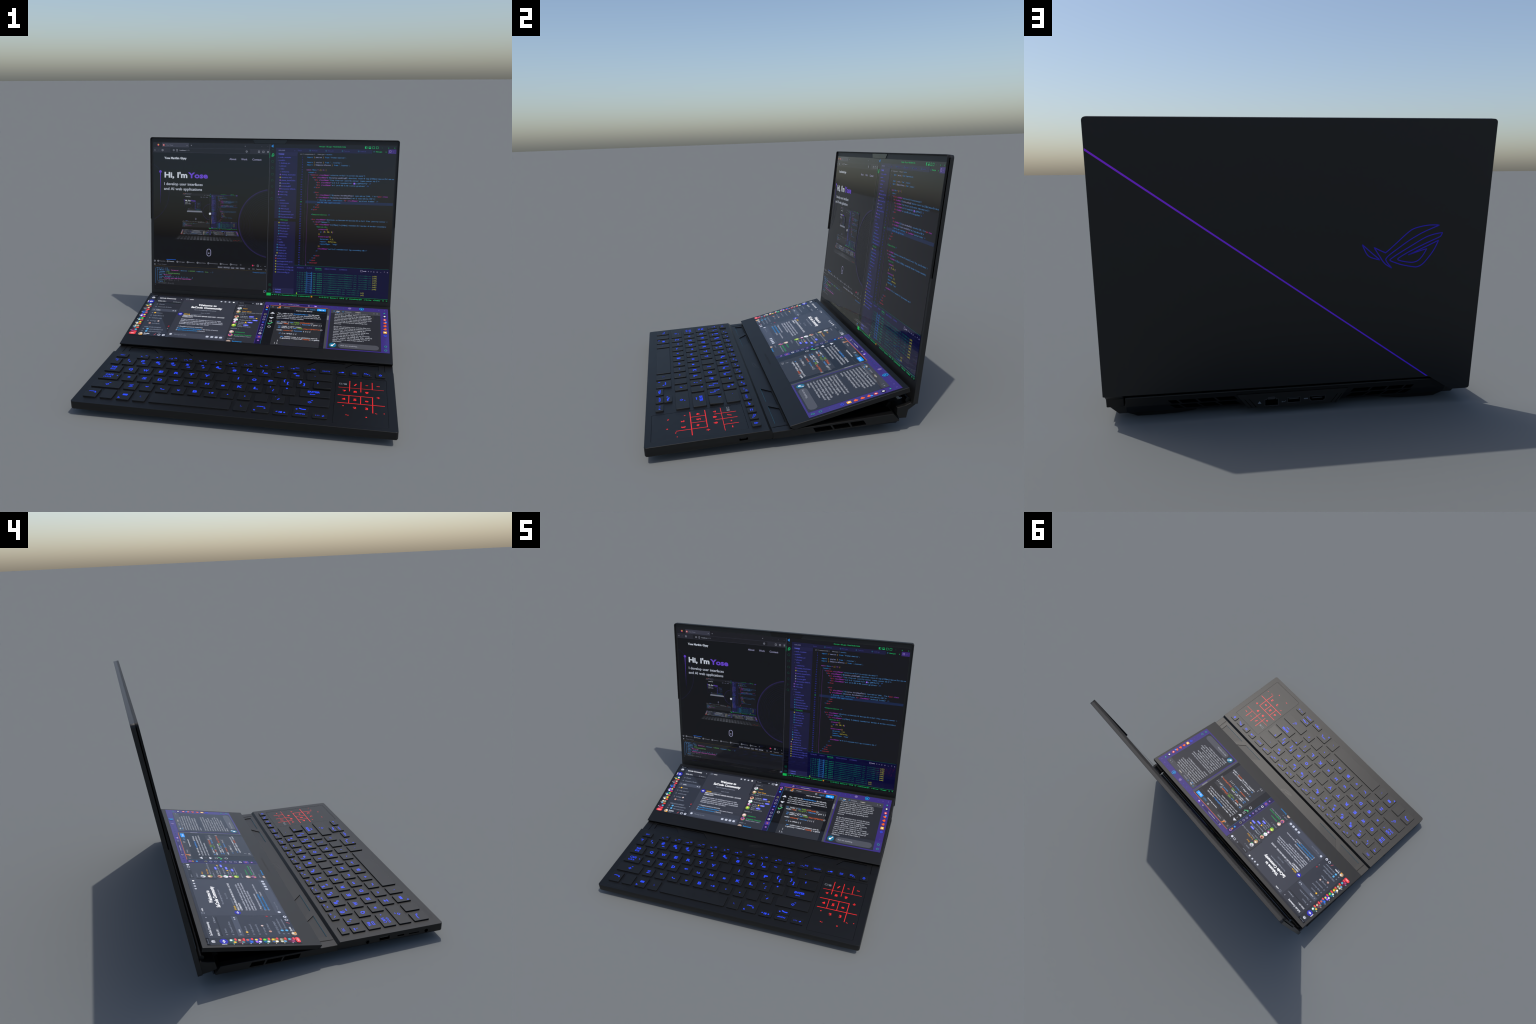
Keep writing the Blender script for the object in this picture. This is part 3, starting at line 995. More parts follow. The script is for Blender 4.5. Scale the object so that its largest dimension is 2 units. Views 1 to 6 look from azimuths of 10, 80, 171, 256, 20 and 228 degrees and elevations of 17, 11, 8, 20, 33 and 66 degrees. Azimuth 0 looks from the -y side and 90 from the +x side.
def emblem_xy(a, b):
    return (-0.2527 - 0.2520 * a - 0.0173 * b, 0.9575 - 0.0074 * a - 0.2511 * b)


wing = [(0.51, 0.797), (0.64, 0.86), (0.73, 0.897), (0.772, 0.893), (1.0, 0.69), (1.15, 0.55), (1.32, 0.415), (1.5, 0.352), (1.7, 0.318), (1.91, 0.316),
        (1.73, 0.392), (1.5, 0.50), (1.25, 0.65), (1.0, 0.83), (0.85, 0.942), (0.772, 1.02), (0.757, 1.06), (0.79, 1.125), (0.884, 1.237), (0.76, 1.16), (0.69, 1.085), (0.63, 0.99)]
feather = [(0.262, 0.736), (0.45, 0.905), (0.634, 1.062), (0.48, 1.022), (0.40, 0.985), (0.35, 0.93), (0.31, 0.85)]
eye = [(0.845, 1.062), (0.872, 1.035), (1.0, 0.945), (1.3, 0.76), (1.6, 0.582), (1.8, 0.508), (1.975, 0.476), (1.94, 0.545), (1.90, 0.573), (1.6, 0.712), (1.3, 0.862), (1.15, 0.945), (1.04, 1.015), (1.013, 1.047), (1.035, 1.067), (1.15, 1.096),
       (1.3, 1.113), (1.4, 1.098), (1.48, 1.05), (1.56, 0.955), (1.638, 0.822), (1.5, 0.862), (1.36, 0.91), (1.238, 0.953), (1.4, 0.878), (1.6, 0.782), (1.893, 0.638), (1.80, 0.83), (1.69, 0.99), (1.56, 1.14), (1.45, 1.205), (1.35, 1.210), (1.1, 1.165), (0.95, 1.117), (0.87, 1.086)]
mark_back = Canvas(BACK, 0.0)
for pts, sharp in ((wing, (0, 9, 18)), (feather, (0, 2)), (eye, (6, 20, 23, 26))):
    line = smooth_line([emblem_xy(a, b) for a, b in pts], sharp)
    mark_back.stroke("lid_emblem", line, 0.0052, "#2c0cc8", 1, True)
mark_back.build(lid_shell, 0.5)

# ================================================================== picture on the main display
main = Canvas(lid, GLASS + 0.0006)
B, V = "browser_view", "editor_view"
X0, X1, S0, S1, MID = -0.977, 0.977, 0.1265, 1.358, -0.0045
main.rect("main_picture", X0, S0, X1, S1, "#0a0b12", 0)

# ---- browser: tab bar, address bar, page, developer tools
main.rect(B, X0, 1.3175, MID, S1, "#1c1b22", 1)
main.rect(B, X0, 1.2765, MID, 1.3175, "#2b2a33", 1)
main.rect(B, -0.900, 1.3205, -0.672, 1.3555, "#42414d", 2, 0.004)
main.disc(B, -0.933, 1.3375, 0.0085, "#ff5b3c", 2, 14)
main.disc(B, -0.930, 1.3405, 0.0045, "#ffd24a", 3, 12)
main.disc(B, -0.936, 1.3345, 0.0035, "#8a3fd0", 3, 12)
main.disc(B, -0.886, 1.3370, 0.0085, "#e33a35", 3, 14)
main.rect(B, -0.8885, 1.3325, -0.8825, 1.3415, "#f4efe8", 4)
main.text(B, -0.868, 1.333, "Yose Giyay", 0.0075, "#9a99a6", 4, w=0.062)
main.text(B, -0.688, 1.333, "x", 0.009, "#c8c8d0", 4, align="c")
main.text(B, -0.652, 1.332, "+", 0.011, "#d8d8e0", 4, align="c")
for x, c in ((-0.205, "v"), (-0.120, "-"), (-0.070, "o"), (-0.022, "x")):
    main.text(B, x, 1.334, c, 0.009, "#c0c0c8" if c == "v" else "#56565e", 4, align="c", bold=1)
GR = "#c9c9d2"
main.text(B, -0.968, 1.2915, "<-", 0.008, GR, 4, w=0.013, bold=1)
main.text(B, -0.937, 1.2915, "->", 0.008, "#6a6a74", 4, w=0.012)
main.ring(B, -0.896, 1.2955, 0.0065, 0.0022, GR, 4, 14)
main.rect(B, -0.830, 1.282, -0.165, 1.3125, "#1c1b22", 2, 0.004)
main.ring(B, -0.801, 1.2965, 0.0065, 0.002, GR, 4, 6)
main.stroke(B, [(-0.777, 1.289), (-0.767, 1.289), (-0.767, 1.300), (-0.771, 1.304), (-0.777, 1.304)], 0.002, GR, 4, True)
main.text(B, -0.752, 1.2925, "localhost", 0.0080, "#d6d6de", 4, w=0.053)
main.text(B, -0.698, 1.2925, ":5173", 0.0080, "#85858e", 4, w=0.032)
for x in (-0.192, -0.092, -0.056, -0.019):
    if x == -0.192:
        main.ring(B, x, 1.2955, 0.0068, 0.0025, GR, 4, 5)
    elif x == -0.019:
        for k in range(3):
            main.rect(B, x - 0.006, 1.2895 + 0.005 * k, x + 0.006, 1.2915 + 0.005 * k, GR, 4)
    else:
        main.stroke(B, [(x - 0.006, 1.289), (x + 0.006, 1.289), (x + 0.006, 1.302), (x - 0.006, 1.302)], 0.0024, GR, 4, True)

main.rect(B, X0, 0.388, MID, 1.2765, "#07080f", 1)                  # page
# big ringed planets behind the page: crescents of thin arcs
def arcs(cx, cy, radii, colour, width, x_lo, x_hi, lift=0.0):
    for k, r in enumerate(radii):
        run = []
        for i in range(121):
            a = 2 * math.pi * i / 120
            x, y = cx + lift * k + r * math.cos(a), cy - lift * 2.2 * k + r * math.sin(a)
            if x_lo < x < x_hi and y > 0.39:
                run.append((x, y))
            else:
                if len(run) > 2:
                    main.stroke(B, run, width, colour(k), 2)
                run = []
        if len(run) > 2:
            main.stroke(B, run, width, colour(k), 2)


arcs(0.029, 0.720, [0.2800 - 0.0028 * k for k in range(5)], lambda k: ("#33245e", "#291f4e", "#1f183c", "#181430", "#131126")[k], 0.0029, -0.40, -0.0075)
arcs(0.029, 0.720, [0.264 - 0.0105 * k for k in range(18)], lambda k: "#1a1636" if k < 9 else "#15132c", 0.0013, -0.40, -0.0075, 0.0018)
arcs(-1.103, 0.950, [0.263 - 0.0030 * k for k in range(3)], lambda k: ("#17152e", "#131226", "#10101e")[k], 0.0028, -0.975, -0.5)
arcs(-1.103, 0.950, [0.250 - 0.010 * k for k in range(8)], lambda k: "#0e0e1c", 0.0014, -0.975, -0.5, -0.002)
for k in range(5):
    main.stroke(B, [(-0.930 + 0.006 * k, 1.125), (-0.905 + 0.012 * k, 1.155 - 0.003 * k), (-0.800 + 0.05 * k, 1.185 - 0.008 * k)], 0.0012, "#101020", 2)

W = "#eef0f2"
main.text(B, -0.880, 1.2245, "Yose Marthin Giyay", 0.0185, W, 3, w=0.187, bold=2)
for x, w, s in ((-0.3325, 0.056, "About"), (-0.2355, 0.049, "Work"), (-0.1455, 0.075, "Contact")):
    main.text(B, x, 1.2265, s, 0.0155, "#aaa6c3", 3, w=w, bold=1)
main.disc(B, -0.9155, 1.1205, 0.0108, "#7648dc", 3, 24)
for k in range(14):
    y = 1.112 - 0.0208 * k
    c = "#" + "".join("%02x" % int(a + (b - a) * (k / 13) ** 0.8) for a, b in zip((0x7a, 0x4a, 0xe2), (0x0c, 0x0b, 0x1c)))
    main.rect(B, -0.9182, y - 0.0208, -0.9128, y, c, 3)
main.text(B, -0.8835, 1.0745, "Hi, I'm", 0.0465, W, 3, w=0.200, bold=2)
main.text(B, -0.6725, 1.0745, "Yose", 0.0465, "#7c4fe0", 3, w=0.160, bold=2)
main.text(B, -0.8850, 1.0115, "I develop user interfaces", 0.0225, "#d4d6dc", 3, w=0.331, bold=1)
main.text(B, -0.8860, 0.9715, "and AI web applications", 0.0225, "#d4d6dc", 3, w=0.327, bold=1)
main.stroke(B, fillet([(-0.515, 0.432, 0.0165), (-0.482, 0.432, 0.0165), (-0.482, 0.491, 0.0165), (-0.515, 0.491, 0.0165)], 5), 0.0052, "#aaa6c3", 3, True)
main.disc(B, -0.4985, 0.4560, 0.0056, "#aaa6c3", 3, 12)

# developer tools
main.rect(B, X0, 0.3560, MID, 0.3880, "#0f0f13", 1)
main.rect(B, X0, 0.3280, MID, 0.3560, "#18181c", 1)
main.rect(B, X0, 0.1700, MID, 0.3280, "#232327", 1)
main.rect(B, X0, S0, MID, 0.1700, "#141418", 1)
main.rect(B, -0.867, 0.3845, -0.785, 0.3885, "#2373e6", 3)
main.stroke(B, [(X0, 0.3285), (MID, 0.3285)], 0.0018, "#5a4a18", 3)
main.ring(B, -0.970, 0.3700, 0.006, 0.002, GR, 3, 10)
for x, s, w, c in ((-0.9400, "Inspector", 0.052, "#9a9aa2"), (-0.8560, "Console", 0.045, "#f2f2f6"), (-0.7710, "Debugger", 0.054, "#9a9aa2"), (-0.6810, "Network", 0.048, "#9a9aa2"), (-0.5950, "Style Editor", 0.062, "#9a9aa2"), (-0.5020, "Performance", 0.070, "#9a9aa2"), (-0.3960, "Memory", 0.050, "#9a9aa2"), (-0.3100, "Storage", 0.046, "#9a9aa2")):
    main.ring(B, x, 0.3705, 0.0060, 0.0026, "#c8c8ce", 3, 8)
    main.text(B, x + 0.0115, 0.3665, s, 0.0082, c, 3, w=w)
main.text(B, -0.232, 0.3660, ">>", 0.0090, GR, 3, w=0.012)
main.disc(B, -0.1250, 0.3710, 0.0065, "#ff3b6b", 3, 14)
main.text(B, -0.116, 0.367, "1", 0.008, GR, 3)
main.stroke(B, [(-0.088, 0.364), (-0.076, 0.364), (-0.076, 0.378), (-0.088, 0.378)], 0.0022, GR, 3, True)
main.text(B, -0.062, 0.367, "...", 0.009, GR, 3)
main.text(B, -0.025, 0.366, "x", 0.009, GR, 3)
main.text(B, -0.973, 0.337, "B", 0.009, "#f2f2f6", 3, bold=1)
main.text(B, -0.945, 0.3385, "Filter Output", 0.0080, "#77777f", 3, w=0.078)
for x, s, w in ((-0.4180, "Errors", 0.036), (-0.3700, "Warnings", 0.050), (-0.3070, "Logs", 0.026), (-0.2660, "Info", 0.022), (-0.2300, "Debug", 0.036)):
    main.rect(B, x - 0.004, 0.3335, x + w + 0.004, 0.3510, "#45454d", 2, 0.002)
    main.text(B, x, 0.3385, s, 0.0080, "#d0d0d6", 3, w=w)
for x, s, w in ((-0.1640, "CSS", 0.018), (-0.1290, "XHR", 0.020), (-0.0930, "Requests", 0.048), (-0.0220, "o", 0.012)):
    main.text(B, x, 0.3375, s, 0.0085, "#a8a8b0", 3, w=w)
main.text(B, -0.124, 0.3105, "Computers.jsx:21:11", 0.0080, "#4a9be8", 3, w=0.112)
CP = {"b": "#75bfff", "m": "#ff7de9", "g": "#86de74", "w": "#8a8a92", "k": "#5f6a78"}
lines = ("^bArray [ {...} ]", "^b 0: Object { name: ^m\"Animation\"^b, duration: ^g1.3333333^b, timeScale: ^gtrue^b, ... }", "^b   isLoaded: ^gtrue", "^b   duration: ^g1.3333333730697632", "^b   name: ^m\"Animation\"", "^b   tracks: Array(4) [ {...}, {...}, {...}, ... ]", "^b   uuid: ^m\"4c23d07b-ae3a-4b8a-8fe0-40edf25738aa\"", "^w   <prototype>: Object { ... }", "^b  length: ^g1", "^w  <prototype>: Array []")
for k, l in enumerate(lines):
    main.code(B, -0.954, 0.3060 - 0.01415 * k, l, 0.0082, 0.0066, CP)
main.stroke(B, [(-0.9640, 0.309), (-0.9640, 0.176)], 0.0030, "#3d6f9c", 3)
main.stroke(B, [(-0.9480, 0.293), (-0.9480, 0.200)], 0.0030, "#3d6f9c", 3)
main.text(B, -0.972, 0.160, ">", 0.009, "#8a8a92", 3)
main.stroke(B, [(-0.030, 0.150), (-0.016, 0.150), (-0.016, 0.164), (-0.030, 0.164)], 0.0022, GR, 3, True)
main.rect(B, -0.018, 0.160, -0.012, 0.167, "#38a0ff", 4)
main.rect(B, MID - 0.0012, 0.150, MID + 0.0012, S1, "#55565f", 4)

# ---- code editor
ED, SB = "#0e0d16", "#1a1840"
main.rect(V, MID, 0.1500, X1, S1, ED, 1)
main.rect(V, 0.0450, 0.1500, 0.2190, 1.3290, SB, 2)
main.rect(V, 0.2190, 1.2960, 0.7950, 1.3270, SB, 2)
main.rect(V, 0.9160, 1.2975, X1, 1.3300, "#43297e", 2)
main.rect(V, 0.0450, 1.2690, 0.2190, 1.2960, "#22204a", 3)
main.rect(V, 0.2190, 0.1500, X1, 0.3930, "#0e0c3a", 2)
main.rect(V, 0.0450, 0.1500, 0.2190, 0.1960, "#2a2852", 3)
main.stroke(V, [(0.219, 0.3930), (X1 - 0.006, 0.3930)], 0.0016, "#12705a", 3)
main.stroke(V, [(MID, 0.1500), (X1, 0.1500)], 0.0020, "#14a05a", 3)
main.rect(V, MID, S0, X1, 0.1492, "#0a0c10", 1)
GREEN = "#19e07a"
main.rect(V, MID, 0.1270, 0.0320, 0.1490, "#12e060", 3)
for x, s, w in ((0.040, "x 0 ! 0", 0.064), (0.112, "o Connected to Discord", 0.134), (0.258, "o tabnine starter", 0.098), (0.430, "Ln 19, Col 12", 0.076), (0.518, "Spaces: 2", 0.062), (0.594, "UTF-8", 0.036), (0.645, "LF", 0.014), (0.672, "{ } JavaScript JSX", 0.100), (0.790, "o Go Live", 0.058), (0.862, "v Prettier", 0.056), (0.936, "R", 0.010), (0.962, "U", 0.010)):
    main.text(V, x, 0.1335, s, 0.0088, GREEN, 3, w=w, bold=1)
main.rect(V, 0.362, 0.132, 0.374, 0.144, "#f0a020", 3)
main.text(V, 0.3865, 1.3400, "Hero.jsx - 3D_app - Visual Studio Code", 0.0088, "#1fce6e", 3, w=0.206, bold=1)
main.poly(V, [(0.006, 1.342), (0.020, 1.352), (0.020, 1.332)], "#2f9bf0", 3)
main.rect(V, 0.019, 1.331, 0.024, 1.353, "#2f9bf0", 3)
for k, x in enumerate((0.748, 0.776, 0.804, 0.832)):
    main.stroke(V, [(x - 0.008, 1.334), (x + 0.008, 1.334), (x + 0.008, 1.349), (x - 0.008, 1.349)], 0.0022, GREEN, 3, True)
    if k == 0:
        main.rect(V, x - 0.008, 1.334, x, 1.349, GREEN, 4)
    elif k == 1:
        main.rect(V, x - 0.008, 1.334, x + 0.008, 1.341, GREEN, 4)
for x, s in ((0.870, "-"), (0.918, "o"), (0.964, "x")):
    main.text(V, x, 1.337, s, 0.011, "#18a05c", 3, align="c", bold=1)
DIM = "#4a47a0"
for x, s in ((0.220, "About.jsx"), (0.320, "Works.jsx"), (0.446, "Hero.jsx"), (0.572, "Tech.jsx"), (0.696, "Loader.jsx")):
    if x > 0.3:
        main.ring(V, x - 0.004, 1.3120, 0.0045, 0.002, "#2f7aa0", 3, 8)
    main.text(V, x + 0.008 * (x > 0.3), 1.3080, s, 0.0082, DIM, 3, w=0.045 if x > 0.3 else 0.030)
main.ring(V, 0.810, 1.3120, 0.0045, 0.002, "#2f7aa0", 3, 8)
main.text(V, 0.823, 1.3070, "Hero.jsx", 0.0088, "#1fce6e", 3, w=0.048, bold=1)
main.text(V, 0.897, 1.3070, "x", 0.009, "#1fce6e", 3, bold=1)
main.stroke(V, [(0.926, 1.308), (0.938, 1.308), (0.938, 1.321), (0.926, 1.321)], 0.0022, "#c9a8f0", 3, True)
main.text(V, 0.951, 1.311, "...", 0.010, "#c9a8f0", 3)
main.text(V, 0.238, 1.2795, "src > components >", 0.0085, "#a8a8b4", 3, w=0.118)
main.text(V, 0.376, 1.2795, "Hero.jsx >", 0.0085, "#a8a8b4", 3, w=0.062)
main.text(V, 0.444, 1.2795, "section", 0.0085, "#5a9ad8", 3, w=0.046)
# activity bar
main.stroke(V, [(MID + 0.001, 1.250), (MID + 0.001, 1.292)], 0.0030, "#18a868", 5)
main.stroke(V, [(0.013, 1.260), (0.023, 1.260), (0.023, 1.274), (0.013, 1.274)], 0.0032, "#1be07c", 3, True)
main.stroke(V, [(0.018, 1.266), (0.030, 1.266), (0.030, 1.279), (0.024, 1.284), (0.018, 1.284)], 0.0032, "#1be07c", 3, True)
main.text(V, 0.012, 1.311, "==", 0.010, "#0f5040", 3, w=0.016)
for k, s in enumerate((1.222, 1.172, 1.121, 1.072, 1.022, 0.974, 0.926)):
    main.ring(V, 0.021, s, 0.0095, 0.0026, "#0d4a38", 3, (14, 5, 6, 4, 4, 3, 7)[k])
for s in (0.218, 0.174):
    main.ring(V, 0.021, s, 0.0105, 0.0026, "#0e5a46", 3, 16)
    main.ring(V, 0.021, s, 0.004, 0.0024, "#0e5a46", 3, 8)
# file tree: indent, icon colour, name
main.text(V, 0.066, 1.3055, "EXPLORER", 0.0082, "#9a98c8", 3, w=0.052)
main.text(V, 0.190, 1.307, "...", 0.009, "#6a68d0", 3)
main.text(V, 0.066, 1.2765, "THREEJS", 0.0090, "#7d80ff", 4, w=0.046, bold=1)
TR = "#6668e8"
tree = ((1, ">", "node_modules"), (1, "v", "public"), (2, ">", "desktop_pc"), (2, ">", "planet"), (2, "v", "robo"), (3, ">", "textures"), (3, "p", "desktop_baseColor.."), (3, "y", "license.txt"), (3, "p", "planet_baseColor.."), (3, "w", "scene.bin"), (3, "w", "scene.gltf"), (3, "p", "Screenshot 2023-0.."), (2, "m", "logo.svg"), (2, "m", "vite.svg"), (1, "v", "src"), (2, ">", "assets"), (2, "v", "components"), (3, ">", "canvas"), (3, "c", "About.jsx"), (3, "c", "Contact.jsx"), (3, "c", "Experience.jsx"), (3, "c", "Feedbacks.jsx"), (3, "c", "Hero.jsx"), (3, "y", "index.js"), (3, "c", "Loader.jsx"), (3, "c", "Navbar.jsx"), (3, "c", "Tech.jsx"), (3, "c", "Works.jsx"), (2, ">", "constants"), (2, ">", "hoc"), (2, ">", "utils"), (2, "c", "App.jsx"), (2, "b", "index.css"), (2, "c", "main.jsx"), (2, "y", "styles.js"), (1, "w", ".gitignore"), (1, "r", "index.html"), (1, "y", "package-lock.json"), (1, "y", "package.json"), (1, "y", "postcss.config.cjs"), (1, "y", "tailwind.config.cjs"), (1, "y", "vite.config.js"))
ICON = {"p": "#a05fd8", "y": "#d8d030", "w": "#b8b8c8", "m": "#b070e0", "c": "#2f8fc0", "b": "#40a8e8", "r": "#e0503a"}
for k, (ind, ic, nm) in enumerate(tree):
    y = 1.2515 - 0.02262 * k
    x = 0.066 + 0.0095 * ind
    if ic in "v>":
        main.text(V, x - 0.013, y, ic, 0.0075, "#9a98b8", 3)
    else:
        main.ring(V, x - 0.010, y + 0.0045, 0.0040, 0.0030, ICON[ic], 3, 6)
    hot = nm == "Hero.jsx"
    if hot:
        main.rect(V, 0.045, y - 0.007, 0.219, y + 0.0150, ED, 3)
    main.text(V, x, y, nm, 0.0092, "#1fce6e" if hot else TR, 4, w=min(0.0076 * len(nm), 0.213 - x))
for y, s in ((0.1775, "OUTLINE"), (0.1555, "TIMELINE")):
    main.text(V, 0.052, y, ">", 0.0075, "#9a98b8", 4)
    main.text(V, 0.066, y, s, 0.0090, "#7d80ff", 4, w=0.048, bold=1)
# source text
PAL = {"b": "#3fa2f2", "y": "#e8b53a", "g": "#b9bde8", "s": "#5fa8e8", "t": "#e0405c", "m": "#d24ae0", "c": "#22c46a", "n": "#f2e24a", "k": "#3f7fd0", "p": "#c86ae0"}
source = ("^bimport ^y{ ^gmotion ^y} ^bfrom ^s'framer-motion';", "", "^bimport ^y{ ^gstyles ^y} ^bfrom ^s'../styles';", "^bimport ^y{ ^gComputersCanvas ^y} ^bfrom ^s'./canvas';", "",
          "^pconst ^bHero ^p= ^y() ^p=> ^y{", "^b  return ^p(", "^k    <^tsection ^mclassName=^s'relative w-full h-screen mx-auto'>", "^k      <^tdiv ^mclassName=^s{`${^gstyles.paddingX^s} absolute inset-0 top-[120px] max-w-7xl mx-au", "^k        <^tdiv ^mclassName=^s'flex flex-col justify-center items-center mt-5'>",
          "^k          <^tdiv ^mclassName=^s'w-5 h-5 rounded-full ^p#^sbg-[#915eff]' ^k/>", "^k          <^tdiv ^mclassName=^s'w-1 sm:h-80 h-40 violet-gradient' ^k/>", "^k        </^tdiv>", "", "^k        <^tdiv>", "^k          <^th1 ^mclassName=^s{`${^gstyles.heroHeadText^s} text-white`}>Hi, I'm <^tspan ^mclass",
          "^k          <^tp ^mclassName=^s{`${^gstyles.heroSubText^s} mt-2 text-white-100`}>", "^b            I develop user interfaces ^k<^tbr ^mclassName=^s'sm:block hidden' ^k/>", "^b            and AI web applications", "^k          </^tp>", "^k        </^tdiv>", "^k      </^tdiv>", "", "^k      <^cComputersCanvas ^k/>", "",
          "^k      <^tdiv ^mclassName=^s'absolute xs:bottom-10 bottom-32 w-full flex justify-center i", "^k        <^ta ^mhref=^s\"#about\">", "^k          <^tdiv ^mclassName=^s'w-[35px] h-[64px] rounded-3xl border-4 border-secondary", "^k            <^cmotion.div", "^m              animate=^y{{", "^b                y: ^p[^n0, 24, 0^p]", "^y              }}", "^m              transition=^y{{",
          "^b                duration: ^n1.5,", "^b                repeat: ^nInfinity,", "^b                repeatType: ^s'loop'", "^y              }}", "^m              className=^s'w-3 h-3 rounded-full bg-secondary mb-1'", "^k            />", "", "^k          </^tdiv>", "^k        </^ta>", "^k      </^tdiv>", "^k    </^tsection>", "^p  )")
main.rect(V, 0.2920, 0.8985, X1 - 0.004, 0.9195, "#16284e", 2)
for k, l in enumerate(source):
    y = 1.2555 - 0.01955 * k
    main.text(V, 0.262, y, str(k + 1), 0.0092, "#22d0a0" if k == 18 else "#3a3fc0", 3, align="r")
    if l:
        main.code(V, 0.2925, y, l, 0.0098, 0.00790, PAL)
main.stroke(V, [(0.308, 1.128), (0.308, 0.400)], 0.0024, "#552a6c", 3)
main.stroke(V, [(0.308, 1.128), (0.360, 1.128)], 0.0016, "#552a6c", 3)
main.stroke(V, [(0.288, 1.150), (0.288, 0.400)], 0.0012, "#33313f", 3)
main.rect(V, 0.664, 1.0565, 0.676, 1.0690, "#b070ff", 4)
# terminal
for x, s, w, c in ((0.241, "PROBLEMS", 0.056, "#5a58b8"), (0.321, "OUTPUT", 0.044, "#5a58b8"), (0.388, "TERMINAL", 0.054, "#1fce6e"), (0.466, "DEBUG CONSOLE", 0.092, "#5a58b8"), (0.581, "COMMENTS", 0.064, "#5a58b8")):
    main.text(V, x, 0.3690, s, 0.0088, c, 3, w=w)
main.stroke(V, [(0.388, 0.361), (0.444, 0.361)], 0.0018, "#178a66", 3)
main.stroke(V, [(0.752, 0.364), (0.766, 0.364), (0.766, 0.378), (0.752, 0.378)], 0.0024, "#b8a8d0", 3, True)
main.text(V, 0.771, 0.367, "node", 0.0085, "#d8ccf0", 3, w=0.026, bold=1)
for x, s in ((0.814, "+"), (0.834, "v"), (0.856, "o"), (0.882, "o"), (0.910, "..."), (0.938, "^"), (0.962, "x")):
    main.text(V, x, 0.366, s, 0.010, "#b8a8d0", 3, align="c", bold=2 if s in "+o" else 1)
TP = {"d": "#127a6a", "v": "#3f9ff0", "h": "#18a87c", "n": "#d8d24a"}
stamps = ("7:18:46", "7:19:48", "7:20:16", "7:19:55", "7:21:26", "7:21:37", "7:22:06", "7:42:53", "7:44:33", "7:44:57")
for k, tm in enumerate(stamps):
    long = k < 7
    tail = "^d/src/components/canvas/Computers.jsx, /src/index.css ^n" if long else "^d/src/components/Hero.jsx, /src/index.css ^n"
    main.code(V, 0.2435, 0.3275 - 0.01755 * k, "^d%s PM ^v[vite] ^hhmr update " % tm + tail + ("(x%d)" % (50 - k) if long else ("(x2)" if k > 7 else "")), 0.0096, 0.00735, TP)
main.rect(V, 0.319, 0.164, 0.3215, 0.343, "#2f7fc8", 3)
main.rect(V, 0.360, 0.164, 0.3625, 0.343, "#2f7fc8", 3)
main.rect(V, 0.241, 0.1515, 0.248, 0.166, "#8fe01a", 4)

# ================================================================== picture on the second display
sec = Canvas(slant, 0.0006)
C, K = "chat_view", "web_view"
W0, W1 = 0.116, 0.676
sec.rect("second_picture", -0.976, W0, 0.978, W1, "#1e1f25", 0)
sec.rect(C, -0.976, W0, -0.9085, W1, "#202329", 1)
sec.rect(C, -0.9085, W0, -0.678, 0.6580, "#2d3038", 1)
sec.rect(C, -0.678, W0, -0.2240, 0.6580, "#373a43", 1)
sec.rect(C, -0.2240, W0, 0.0000, 0.6580, "#2f3138", 1)
sec.rect(C, -0.976, 0.6580, 0.0000, W1, "#1f2128", 1)
sec.rect(C, -0.9085, W0, -0.678, 0.1560, "#262931", 2)
sec.rect(C, -0.9000, 0.4440, -0.6900, 0.4800, "#444955", 2, 0.004)
sec.rect(C, -0.6620, 0.1260, -0.2360, 0.1800, "#414550", 2, 0.006)
sec.rect(C, -0.2190, 0.6250, -0.0870, 0.6520, "#1c1e23", 2, 0.004)
sec.rect(C, -0.2295, 0.4700, -0.2255, 0.6100, "#16171b", 3)
TXT = "#d6d9e4"
sec.text(C, -0.966, 0.6635, "Discord", 0.0085, "#7f8590", 3, w=0.044)
sec.rect(C, -0.958, 0.6270, -0.932, 0.6430, "#e8eaf0", 3, 0.006)
sec.disc(C, -0.945, 0.6370, 0.0135, "#e8eaf0", 3, 16, 0.011)
BADGE = "#ed4245"
# server column: round folders with little icons and red counters
sec.rect(C, -0.974, 0.5630, -0.9700, 0.5930, "#ffffff", 3)
servers = ((0.5770, "#2321a8", ()), (0.5230, "#1f6e5e", ("#e8f2f0", "#f0b428", "#333b3a")), (0.4740, "#7e2a34", ("#c8c8a0", "#3a8a90", "#5a4a50")), (0.4250, "#1d4f8e", ("#d8603a", "#2f6ae0", "#26324a")), (0.3740, "#2a2a9a", ("#f0e040", "#e8e8f0", "#b070f0")), (0.3240, "#14704e", ("#7fe010", "#d8e8e0", "#0f5aa0")), (0.2730, "#8a7414", ("#f0d030", "#ffffff", "#2f60a0")), (0.2230, "#746420", ("#a8b0a8", "#5aa0d8", "#d8d8c0")), (0.1720, "#7a1e4a", ("#30c0c8", "#a83a6a", "#501030")))
for k, (y, col, dots) in enumerate(servers):
    if k == 0:
        sec.disc(C, -0.946, y, 0.0245, col, 3, 24)
        sec.text(C, -0.946, y - 0.009, "</>", 0.018, "#ffffff", 4, w=0.028, bold=2, align="c")
    else:
        sec.rect(C, -0.9680, y - 0.021, -0.9250, y + 0.021, col, 3, 0.014)
        for (dx, dy), c in zip(((0.010, 0.010), (-0.010, -0.009), (-0.010, 0.010)), dots):
            sec.disc(C, -0.9465 + dx, y + dy, 0.0085, c, 4, 12)
        sec.rect(C, -0.9400 - 0.003 * (k % 3), y - 0.0235, -0.9205, y - 0.0105, BADGE, 5, 0.0055)
        sec.disc(C, -0.9725, y, 0.0032, "#e8eaf0", 3, 8)
sec.rect(C, -0.9720, 0.1200, -0.9200, 0.1460, "#f23f43", 6, 0.012)
sec.text(C, -0.946, 0.1270, "NEW", 0.010, "#ffd8d8", 7, w=0.026, bold=1, align="c")
